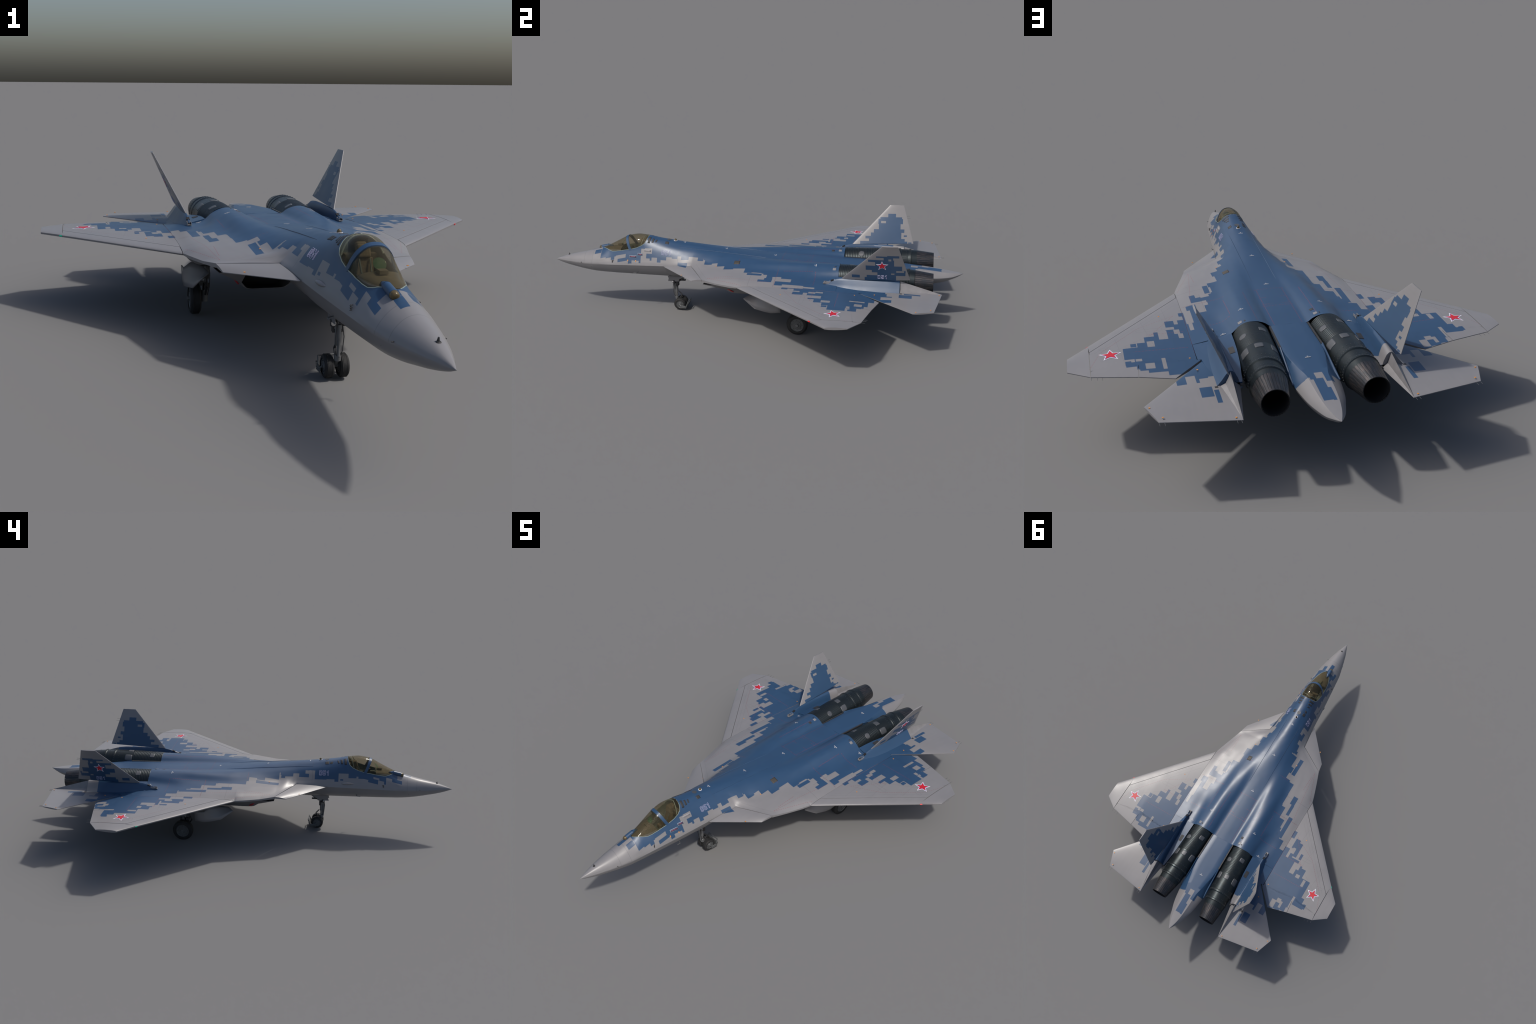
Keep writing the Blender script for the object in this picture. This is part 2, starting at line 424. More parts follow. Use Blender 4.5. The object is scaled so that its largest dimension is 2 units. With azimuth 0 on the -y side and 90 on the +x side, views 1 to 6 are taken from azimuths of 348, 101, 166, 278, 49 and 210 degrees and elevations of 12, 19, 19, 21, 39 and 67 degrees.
class Geo:
    """collects vertices and faces"""
    def __init__(self):
        self.v = []; self.f = []; self.m = []
    def add(self, verts, faces, mat=0):
        o = len(self.v)
        self.v += [tuple(map(float, p)) for p in verts]
        self.f += [tuple(i + o for i in f) for f in faces]
        self.m += [mat] * len(faces)
    def grid(self, pts, mat=0, close_u=False, close_v=False, flip=False):
        pts = np.asarray(pts, float)
        nu, nv = pts.shape[:2]
        fs = []
        for i in range(nu if close_u else nu - 1):
            for j in range(nv if close_v else nv - 1):
                a, b = i*nv + j, i*nv + (j+1) % nv
                c, d = ((i+1) % nu)*nv + (j+1) % nv, ((i+1) % nu)*nv + j
                fs.append((a, d, c, b) if flip else (a, b, c, d))
        self.add(pts.reshape(-1, 3), fs, mat)
    def box(self, c, s, mat=0, rot=None):
        R = rot or Matrix.Identity(3)
        vs = [Vector(c) + R @ Vector((dx*s[0]/2, dy*s[1]/2, dz*s[2]/2)) for dx in (-1, 1) for dy in (-1, 1) for dz in (-1, 1)]
        self.add(vs, [(0, 1, 3, 2), (4, 6, 7, 5), (0, 4, 5, 1), (2, 3, 7, 6), (0, 2, 6, 4), (1, 5, 7, 3)], mat)
    def tube(self, p, q, r, r2=None, n=14, mat=0, caps=True):
        p, q = Vector(p), Vector(q)
        r2 = r if r2 is None else r2
        a = (q - p).normalized()
        u = a.orthogonal().normalized(); w = a.cross(u)
        A = [p + r*(math.cos(t)*u + math.sin(t)*w) for t in [2*math.pi*i/n for i in range(n)]]
        B = [q + r2*(math.cos(t)*u + math.sin(t)*w) for t in [2*math.pi*i/n for i in range(n)]]
        fs = [(i, (i+1) % n, n + (i+1) % n, n + i) for i in range(n)]
        if caps:
            fs += [tuple(range(n-1, -1, -1)), tuple(range(n, 2*n))]
        self.add(A + B, fs, mat)
    def path(self, pts, r, n=8, mat=0):
        for a, b in zip(pts[:-1], pts[1:]):
            self.tube(a, b, r, n=n, mat=mat)
    def lathe(self, prof, origin, axis, n=48, mat=0):
        """prof: list of (along, radius)"""
        o = Vector(origin); a = Vector(axis).normalized()
        u = a.cross(Vector((0, 0, 1)))
        u = u.normalized() if u.length > 1e-4 else Vector((1, 0, 0))
        w = u.cross(a)
        g = [[o + a*s + r*(math.cos(t)*u + math.sin(t)*w) for t in [2*math.pi*i/n for i in range(n)]] for s, r in prof]
        self.grid(np.array([[tuple(p) for p in row] for row in g]), mat, close_v=True)
    def prism(self, poly, off, mat=0):
        """extrude polygon (list of 3d points) by vector off"""
        n = len(poly); off = Vector(off)
        A = [Vector(p) for p in poly]; B = [p + off for p in A]
        self.add(A + B, [tuple(range(n-1, -1, -1)), tuple(range(n, 2*n))] + [(i, (i+1) % n, n+(i+1) % n, n+i) for i in range(n)], mat)
    def mirror(self):
        g = Geo()
        g.v = [(-x, y, z) for x, y, z in self.v]
        g.f = [tuple(reversed(f)) for f in self.f]; g.m = list(self.m)
        return g
    def make(self, name, mats, parent=None, smooth=35.0, fix=False):
        ob = new_obj(name, self.v, self.f, mats, self.m, parent, smooth)
        if fix:
            fix_normals(ob)
        return ob

def both(geo, name, mats, parent=None, smooth=35.0, fix=True):
    a = geo.make(name, mats, parent, smooth, fix)
    b = geo.mirror().make(name, mats, parent, smooth, fix)
    return a, b

# ------------------------------------------------------------------ wing surface rule
WING_X0, WING_X1 = .3145, .700
def wing_le(x): return np.interp(x, [.3145, .700], [.003, .443])
def wing_te(x): return np.interp(x, [.25, .39, .634, .700], [.669, .640, .583, .537])
def wing_mid(x, y):
    c = np.clip((y - wing_le(x)) / (wing_te(x) - wing_le(x)), 0, 1)
    return mix(np.interp(x, [.3, .70], [.2375, .2290]), np.interp(x, [.3, .5, .70], [.2190, .2305, .2320]), c)
def wing_half(x, y):
    le, te = wing_le(x), wing_te(x)
    c = np.clip((y - le) / (te - le), 0, 1)
    f = (np.maximum(c, 0)**.5) * (1 - c)**.85
    f = f / .4755
    return mix(.0155, .0055, np.clip((x - .3145)/(.3855), 0, 1)) * f + .0011
def wing_up(x, y): return wing_mid(x, y) + wing_half(x, y)
def wing_lo(x, y): return wing_mid(x, y) - wing_half(x, y) * .9

def wing_part(name, quad, nu=14, nv=26, parent=None, gap=.0009):
    """quad: inner-front, outer-front, outer-back, inner-back corners in plan; one solid with upper and lower skin"""
    q = [np.array(p, float) for p in quad]
    c = sum(q) / 4
    q = [p + (c - p) / np.linalg.norm(c - p) * gap for p in q]
    G = Geo()
    U = np.zeros((nu, nv, 3)); L = np.zeros((nu, nv, 3))
    for i in range(nu):
        s = i / (nu - 1)
        a = mix(q[0], q[1], s); b = mix(q[3], q[2], s)
        for j in range(nv):
            t = j / (nv - 1)
            t = .5 - .5*math.cos(math.pi*t)
            p = mix(a, b, t)
            U[i, j] = (p[0], p[1], wing_up(p[0], p[1]))
            L[i, j] = (p[0], p[1], wing_lo(p[0], p[1]))
    G.grid(U, 0, flip=True)
    G.grid(L, 1)
    for e_u, e_l in ((U[0], L[0]), (U[-1], L[-1]), (U[:, 0], L[:, 0]), (U[:, -1], L[:, -1])):
        G.grid(np.stack([e_u, e_l]), 1)
    return both(G, name, ['body', 'under'], parent)

# ------------------------------------------------------------------ fuselage loft
# upper half sections: 8 points from the spine (x = 0) to the chine / leading-edge extension
UP = {
 -.999: [(0, .2362)]*8,
 -.975: [(0, .2455), (.0025, .2453), (.0045, .2447), (.006, .2437), (.0073, .2422), (.0083, .240), (.009, .238), (.0094, .2355)],
 -.925: [(0, .2617), (.007, .2608), (.0125, .2585), (.0172, .255), (.021, .2508), (.0242, .246), (.0265, .2405), (.0275, .2345)],
 -.880: [(0, .2722), (.0105, .2707), (.0185, .2672), (.0255, .262), (.031, .256), (.0355, .2492), (.0387, .2418), (.0402, .2342)],
 -.830: [(0, .2825), (.013, .2805), (.0235, .2755), (.0325, .2685), (.0398, .2607), (.0455, .2525), (.0497, .2437), (.052, .2345)],
 -.780: [(0, .2955), (.0135, .293), (.0255, .2865), (.0365, .278), (.0455, .2685), (.0533, .2585), (.0595, .2482), (.0635, .2368)],
 -.745: [(0, .304), (.0125, .3012), (.0245, .2945), (.036, .285), (.0465, .2748), (.056, .2635), (.063, .251), (.0675, .2382)],
 -.70:  [(0, .323), (.010, .3213), (.020, .3155), (.0285, .3072), (.036, .298), (.049, .281), (.061, .2615), (.072, .2397)],
 -.65:  [(0, .348), (.014, .3448), (.027, .335), (.0375, .321), (.045, .305), (.056, .286), (.067, .265), (.077, .2415)],
 -.60:  [(0, .3715), (.017, .368), (.032, .355), (.043, .335), (.0505, .312), (.062, .290), (.073, .267), (.082, .2435)],
 -.55:  [(0, .3785), (.019, .375), (.035, .3625), (.0455, .344), (.052, .322), (.0645, .296), (.077, .270), (.087, .2455)],
 -.50:  [(0, .3725), (.017, .370), (.032, .360), (.045, .343), (.0555, .325), (.068, .300), (.080, .273), (.091, .247)],
 -.45:  [(0, .362), (.017, .3597), (.033, .3505), (.047, .3365), (.0595, .3192), (.072, .2975), (.0845, .2725), (.0945, .2485)],
 -.40:  [(0, .3545), (.018, .352), (.034, .343), (.049, .3315), (.064, .314), (.077, .2935), (.089, .271), (.098, .250)],
 -.33:  [(0, .3445), (.020, .3415), (.039, .3325), (.056, .3215), (.071, .306), (.084, .289), (.096, .272), (.106, .256)],
 -.263: [(0, .3365), (.022, .3335), (.042, .325), (.060, .314), (.076, .300), (.090, .286), (.104, .272), (.114, .2615)],
 -.245: [(0, .3342), (.0225, .331), (.043, .323), (.062, .3125), (.0795, .299), (.0965, .2845), (.115, .2705), (.134, .2618), (.1423, .2597)],
 -.220: [(0, .3307), (.0235, .328), (.0445, .320), (.064, .311), (.083, .298), (.103, .283), (.132, .270), (.166, .2588), (.1816, .2560)],
 -.174: [(0, .3245), (.025, .322), (.047, .3155), (.068, .307), (.090, .294), (.115, .2765), (.165, .2645), (.234, .2510), (.2565, .2480)],
 -.112: [(0, .317), (.027, .315), (.048, .3095), (.072, .303), (.100, .2905), (.135, .2745), (.190, .2640), (.255, .2515), (.2785, .2415)],
 -.037: [(0, .307), (.030, .3055), (.050, .303), (.080, .2990), (.117, .2875), (.155, .2735), (.210, .2655), (.276, .2535), (.3030, .2405)],
 .003:  [(0, .302), (.030, .3012), (.050, .2995), (.085, .2978), (.120, .2882), (.160, .2735), (.215, .2655), (.287, .2540), (.3145, .2400)],
 .0625: [(0, .2958), (.030, .2948), (.050, .2938), (.088, .2972), (.126, .2900), (.168, .2720), (.222, .2640), (.285, .2545), (.3145, .2435)],
 .125:  [(0, .2905), (.032, .2895), (.050, .2885), (.086, .2957), (.128, .2920), (.169, .2715), (.222, .2620), (.283, .2545), (.3145, .246)],
 .250:  [(0, .2835), (.036, .2825), (.056, .2815), (.086, .2920), (.130, .2955), (.172, .2735), (.215, .2600), (.280, .2515), (.3145, .2475)],
 .336:  [(0, .279), (.039, .278), (.058, .2775), (.083, .289), (.128, .2957), (.170, .2770), (.199, .2585), (.277, .2472), (.3145, .247)],
 .445:  [(0, .273), (.042, .272), (.060, .2718), (.079, .2845), (.124, .2952), (.166, .2800), (.188, .2605), (.270, .2440), (.3145, .246)],
}
for _y in UP:                       # slim stations get a ninth point halfway to the chine
    if len(UP[_y]) == 8:
        (xa, za), (xb, zb_) = UP[_y][-2:]
        UP[_y] = UP[_y][:-1] + [((xa + xb)/2 + .0006*(_y > -.95), (za + zb_)/2 + .0003), (xb, zb_)]
# lower half sections: 6 points from the keel to the chine
def lower_nose(w, zc, zb):
    h = zc - zb
    zb += .06*h; h = zc - zb
    return [(0, zb), (.24*w, zb + .025*h), (.48*w, zb + .12*h), (.71*w, zb + .35*h), (.88*w, zb + .68*h), (w, zc)]
LO = {-.999: [(0, .2362)]*6}
for yy, zb in ((-.975, .2255), (-.925, .2105), (-.880, .2005), (-.830, .190), (-.780, .183), (-.745, .180), (-.70, .178),
               (-.65, .1762), (-.60, .175), (-.55, .1737), (-.50, .1725), (-.45, .1715), (-.40, .1705)):
    w, zc = UP[yy][-1]
    LO[yy] = lower_nose(w, zc, zb)
LO.update({
 -.33:  [(0, .173), (.024, .175), (.047, .184), (.070, .202), (.091, .228), (.106, .252)],
 -.263: [(0, .171), (.026, .173), (.049, .182), (.068, .201), (.091, .228), (.114, .254)],
 -.245: [(0, .1705), (.0265, .1725), (.049, .182), (.068, .202), (.100, .2275), (.1423, .251)],
 -.220: [(0, .1695), (.027, .1715), (.0495, .1815), (.068, .2025), (.115, .227), (.1816, .246)],
 -.174: [(0, .168), (.028, .170), (.050, .181), (.068, .204), (.140, .225), (.2565, .2365)],
 -.112: [(0, .166), (.030, .167), (.050, .179), (.068, .204), (.150, .223), (.2785, .2345)],
 -.037: [(0, .164), (.032, .165), (.050, .178), (.075, .204), (.170, .220), (.3030, .2325)],
 .003:  [(0, .163), (.034, .164), (.052, .178), (.085, .204), (.190, .219), (.3145, .2345)],
 .0625: [(0, .163), (.034, .164), (.054, .178), (.095, .203), (.195, .218), (.3145, .2295)],
 .125:  [(0, .163), (.034, .164), (.056, .178), (.110, .200), (.200, .215), (.3145, .2275)],
 .250:  [(0, .166), (.036, .167), (.058, .180), (.120, .198), (.200, .212), (.3145, .226)],
 .336:  [(0, .170), (.038, .171), (.060, .182), (.120, .200), (.200, .214), (.3145, .226)],
 .445:  [(0, .178), (.040, .179), (.061, .186), (.120, .200), (.200, .216), (.3145, .2265)],
})
YS = sorted(UP)
def ctrl(table):
    k = len(table[YS[0]])
    A = np.array([table[y] for y in YS])          # stations x k x 2
    fn = []
    for i in range(k):
        mk = lin if i == k - 1 else pchip
        fn.append((mk(YS, A[:, i, 0]), mk(YS, A[:, i, 1])))
    return lambda y: np.array([(float(fx(y)), float(fz(y))) for fx, fz in fn])
UPF, LOF = ctrl(UP), ctrl(LO)

def section(fn, y):
    """returns a function t in 0..1 -> (x, z) along the half section"""
    P = fn(y)
    if y >= .003 and fn is UPF:
        P[-1, 1] = wing_up(.3145, y)
    if y >= .003 and fn is LOF:
        P[-1, 1] = wing_lo(.3145, y)
    d = np.hypot(*np.diff(P, axis=0).T)
    t = np.concatenate([[0], np.cumsum(np.maximum(d, 1e-7))]); t /= t[-1]
    # mirrored neighbour keeps the crown round: fit with reflected point
    tt = np.concatenate([[-t[1]], t]); X = np.concatenate([[-P[1, 0]], P[:, 0]]); Z = np.concatenate([[P[1, 1]], P[:, 1]])
    fx, fz = cubic(tt, X), cubic(tt, Z)
    return lambda s: np.stack([fx(s), fz(s)], -1)

def cubic(xs, ys):
    """Catmull-Rom style cubic through points (non uniform)"""
    xs = np.asarray(xs, float); ys = np.asarray(ys, float)
    h = np.diff(xs); d = np.diff(ys)/h
    m = np.empty(len(xs)); m[0] = d[0]; m[-1] = d[-1]
    m[1:-1] = (d[:-1]*h[1:] + d[1:]*h[:-1])/(h[:-1] + h[1:])
    def f(x):
        x = np.asarray(x, float)
        i = np.clip(np.searchsorted(xs, x) - 1, 0, len(xs) - 2)
        t = (x - xs[i])/h[i]
        return ((1+2*t)*(1-t)**2*ys[i] + t*(1-t)**2*h[i]*m[i] + t*t*(3-2*t)*ys[i+1] + t*t*(t-1)*h[i]*m[i+1])
    return f

# canopy sill: half width of the glazed opening along the fuselage
SILL_Y = [-.737, -.7345, -.727, -.716, -.70, -.68, -.66, -.63, -.587, -.55, -.525, -.510, -.503, -.499, -.497]
SILL_X = [0, .007, .0145, .0225, .0325, .0405, .0448, .0485, .0515, .0515, .0495, .044, .034, .020, 0]
sill = lin(SILL_Y, SILL_X)
SILL_T = {}
def sill_t(y):
    xs = float(sill(y))
    if xs <= 1e-6 or y <= SILL_Y[0] or y >= SILL_Y[-1]:
        return 0.0
    sec = section(UPF, y)
    t = np.linspace(0, 1, 400)
    return float(np.interp(xs, sec(t)[:, 0], t))

ARCH_TOP, ARCH_LOW = -.607, -.583

def build_fuselage():
    ys = np.unique(np.round(np.concatenate([
        np.linspace(-.999, -.96, 9), np.arange(-.96, .445, .007), YS, SILL_Y, np.linspace(-.737, -.727, 5), np.linspace(-.515, -.497, 7), [.445]]), 4))
    MG, NU, NL = 14, 44, 24
    up, lo, glass = [], [], []
    for y in ys:
        sec = section(UPF, y); ts = sill_t(y)
        t = np.concatenate([np.linspace(0, ts, MG + 1), np.linspace(ts, 1, NU + 1)[1:]])
        P = sec(t)
        up.append([(p[0], y, p[1]) for p in P])
        P = section(LOF, y)(np.linspace(0, 1, NL + 1))
        lo.append([(p[0], y, p[1]) for p in P])
    up, lo = np.array(up), np.array(lo)
    up[:, 0, 0] = 0; lo[:, 0, 0] = 0
    i0 = int(np.argmin(abs(ys - SILL_Y[0]))); i1 = int(np.argmin(abs(ys - SILL_Y[-1])))
    # body skin in one mesh, both halves, upper + lower, without the glazed opening
    G = Geo()
    for sgn in (1, -1):
        S = np.array([sgn, 1, 1])
        n = len(ys)
        for a, b, rows in ((0, i0 + 1, slice(0, None)), (i0, i1 + 1, slice(MG, None)), (i1, n, slice(0, None))):
            G.grid(up[a:b, rows] * S, 0, flip=(sgn > 0))
        G.grid(lo * S, 1, flip=(sgn < 0))
        # end wall / edge strip between upper and lower edges
        G.grid(np.stack([up[:, -1], lo[:, -1]], 1) * S, 1, flip=(sgn > 0))
    whole = new_obj('fuselage_whole', G.v, G.f, ['body', 'under'], G.m, smooth=38, merge=2e-6)
    fix_normals(whole)
    whole.data.set_sharp_from_angle(angle=math.radians(38))
    # separate by region; every part keeps the normals of the whole skin
    me = whole.data
    cn = np.zeros(len(me.loops)*3); me.corner_normals.foreach_get('vector', cn); cn = cn.reshape(-1, 3)
    regions = [('nose_cone', -2, -.83), ('forward_fuselage', -.83, -.40), ('center_fuselage', -.40, 2)]
    co = np.array([v.co for v in me.vertices])
    for nm, a, b in regions:
        vmap = {}; verts = []; faces = []; mats = []; norms = []
        for p in me.polygons:
            cy = co[list(p.vertices), 1].mean()
            if not (a <= cy < b):
                continue
            f = []
            for li, vi in zip(p.loop_indices, p.vertices):
                if vi not in vmap:
                    vmap[vi] = len(verts); verts.append(tuple(co[vi]))
                f.append(vmap[vi]); norms.append(cn[li])
            faces.append(f); mats.append(p.material_index)
        ob = new_obj(nm, verts, faces, ['body', 'under'], mats, smooth=0, merge=0)
        ob.data.shade_smooth()
        ob.data.normals_split_custom_set([tuple(x) for x in norms])
    bpy.data.objects.remove(whole)
    # glazing
    k = int(np.argmin(abs(ys - (-.598))))
    for nm, a, b in (('windscreen', i0, k + 1), ('canopy', k, i1 + 1)):
        G = Geo()
        for sgn in (1, -1):
            P = up[a:b, :MG + 1] * np.array([sgn, 1, 1])
            G.grid(P, 0, flip=(sgn > 0))
        ob = G.make(nm, ['glass'], fix=False, smooth=60)
        fix_normals(ob)
        md = ob.modifiers.new('thick', 'SOLIDIFY'); md.thickness = .001; md.offset = -1
    # canopy arch frame and sill seal
    def on_skin(y, t, off=0.0):
        sec = section(UPF, y)
        e = 1e-3
        p = sec(t); q = sec(np.minimum(t + e, 1.0)); r = sec(max(t - e, 0.0))
        d = q - r; nrm = np.array([-d[1], d[0]]); nrm = nrm / (np.linalg.norm(nrm) + 1e-9)
        if nrm[1] < 0: nrm = -nrm
        return np.array([p[0] + nrm[0]*off, y, p[1] + nrm[1]*off])
    rows = []
    m = 25
    for i in range(m):
        s = i/(m-1)
        y = mix(ARCH_TOP, ARCH_LOW, s**1.6)
        ring = []
        for dy, off in ((-.0065, -.003), (-.0065, .0012), (.0065, .0012), (.0065, -.003)):
            t1 = sill_t(y + dy) * s * 1.04
            ring.append(on_skin(y + dy, t1, off))
        rows.append(ring)
    rows = np.array(rows)
    G = Geo()
    for sgn in (1, -1):
        r = rows.copy(); r[0, :, 0] = 0
        G.grid(r * np.array([sgn, 1, 1]), 0, close_v=True, flip=sgn < 0)
    fix_normals(G.make('canopy_frame', ['blue'], smooth=50))
    G = Geo()
    for sgn in (1, -1):
        pts = []
        for y in np.linspace(SILL_Y[0] + .002, SILL_Y[-1] - .0006, 70):
            p = on_skin(y, sill_t(y), -.0002)
            pts.append((sgn*p[0], p[1], p[2]))
        G.path(pts, .0011, n=6)
    G.make('canopy_seal', ['frame'])
    return on_skin

def skin_x(y, z):
    """half width of the upper fuselage side at height z"""
    sec = section(UPF, y)(np.linspace(0, 1, 300))
    return float(np.interp(-z, -sec[:, 1], sec[:, 0]))
def skin_z(x, y):
    sec = section(UPF, y)(np.linspace(0, 1, 300))
    return float(np.interp(abs(x), sec[:, 0], sec[:, 1]))

# ------------------------------------------------------------------ lifting surfaces
def plate(corners, th, n_u=10, n_v=18, mats=(0, 1)):
    """thin lifting surface between 4 corner points (root LE, tip LE, tip TE, root TE); th = (root, tip) half thickness"""
    c = [np.array(p, float) for p in corners]
    nrm = np.cross(c[1] - c[0], c[3] - c[0]); nrm /= np.linalg.norm(nrm)
    U = np.zeros((n_u, n_v, 3)); L = np.zeros((n_u, n_v, 3))
    for i in range(n_u):
        s = i/(n_u - 1)
        a, b = mix(c[0], c[1], s), mix(c[3], c[2], s)
        h = mix(th[0], th[1], s)
        for j in range(n_v):
            t = .5 - .5*math.cos(math.pi*j/(n_v - 1))
            f = (t**.55)*((1 - t)**.8)/.49
            p = mix(a, b, t)
            U[i, j] = p + nrm*(h*f + .0008); L[i, j] = p - nrm*(h*f + .0008)
    G = Geo()
    G.grid(U, mats[0]); G.grid(L, mats[1], flip=True)
    for e_u, e_l in ((U[0], L[0]), (U[-1], L[-1]), (U[:, 0], L[:, 0]), (U[:, -1], L[:, -1])):
        G.grid(np.stack([e_u, e_l]), mats[0])
    return G, nrm

def build_wings():
    # corner points in plan
    hin, hout = (.316, .0625), (.632, .424)        # slat hinge line
    fi, fm, fo = (.302, .545), (.490, .523), (.632, .549)   # trailing-edge hinge line
    wing_part('leading_edge_flap', [(.3155, .003), (.636, .372), hout, hin], 30, 12)
    wing_part('wing_panel', [(.3150, .064), (.632, .426), (.632, .548), (.3150, .5435)], 30, 30, gap=.0004)
    wing_part('flaperon', [fi, fm, (.497, .614), (.392, .6395)], 12, 12)
    wing_part('aileron', [fm, fo, (.634, .583), (.497, .614)], 12, 10)
    wing_part('wing_tip', [(.634, .3715), (.700, .443), (.700, .537), (.634, .583)], 8, 26)
    # movable leading-edge vortex controllers
    G = Geo()
    c = [(.1005, -.405, .2495), (.2470, -.2285, .2365), (.2560, -.1755, .2472), (.1155, -.264, .2608)]
    g, n = plate(c, (.003, .002), 16, 8)
    # keep the tips thin, blend to the body height at the hinge
    G = Geo()
    q = [np.array(p) for p in c]
    U = np.zeros((18, 10, 3)); L = U.copy()
    for i in range(18):
        s = i/17
        a, b = mix(q[0], q[1], s), mix(q[3], q[2], s)
        for j in range(10):
            t = j/9
            p = mix(a, b, t)
            th = .0012 + .0095*(t**.8)*mix(.8, .7, s)
            U[i, j] = p + np.array([0, 0, .0004 + .0022*math.sin(math.pi*t)]); L[i, j] = p - np.array([0, 0, th])
    G.grid(U, 0, flip=True); G.grid(L, 1)
    for a, b in ((U[0], L[0]), (U[-1], L[-1]), (U[:, 0], L[:, 0]), (U[:, -1], L[:, -1])):
        G.grid(np.stack([a, b]), 1)
    both(G, 'vortex_controller', ['body', 'under'])
    # all-moving tailplanes
    g = Geo()
    rl, tl, tt, rt = (.3005, .550, .2265), (.499, .783, .2235), (.467, .868, .2195), (.246, .902, .2145)
    c = [np.array(p) for p in (rl, tl, tt, rt)]
    U = np.zeros((14, 22, 3)); L = U.copy()
    for i in range(14):
        s = i/13
        a, b = mix(c[0], c[1], s), mix(c[3], c[2], s)
        for j in range(22):
            t = .5 - .5*math.cos(math.pi*j/21)
            h = mix(.0085, .003, s)*(t**.6)*((1-t)**.8)/.47 + .0009
            p = mix(a, b, t)
            U[i, j] = p + np.array([0, 0, h]); L[i, j] = p - np.array([0, 0, h])
    g.grid(U, 0, flip=True); g.grid(L, 1)
    for a, b in ((U[0], L[0]), (U[-1], L[-1]), (U[:, 0], L[:, 0]), (U[:, -1], L[:, -1])):
        g.grid(np.stack([a, b]), 1)
    both(g, 'tailplane', ['stab', 'under'])
    # fins
    c = [(.2475, .466, .2765), (.334, .646, .4565), (.335, .7135, .4562), (.258, .765, .283)]
    G, n = plate(c, (.0068, .0026), 16, 22, mats=(0, 1))
    # plate normal decides which side is slot 0; outward (+x) is the outer side
    order = ['fin_out', 'fin_in'] if n[0] > 0 else ['fin_in', 'fin_out']
    both(G, 'tail_fin', order)
    return np.array(c), n

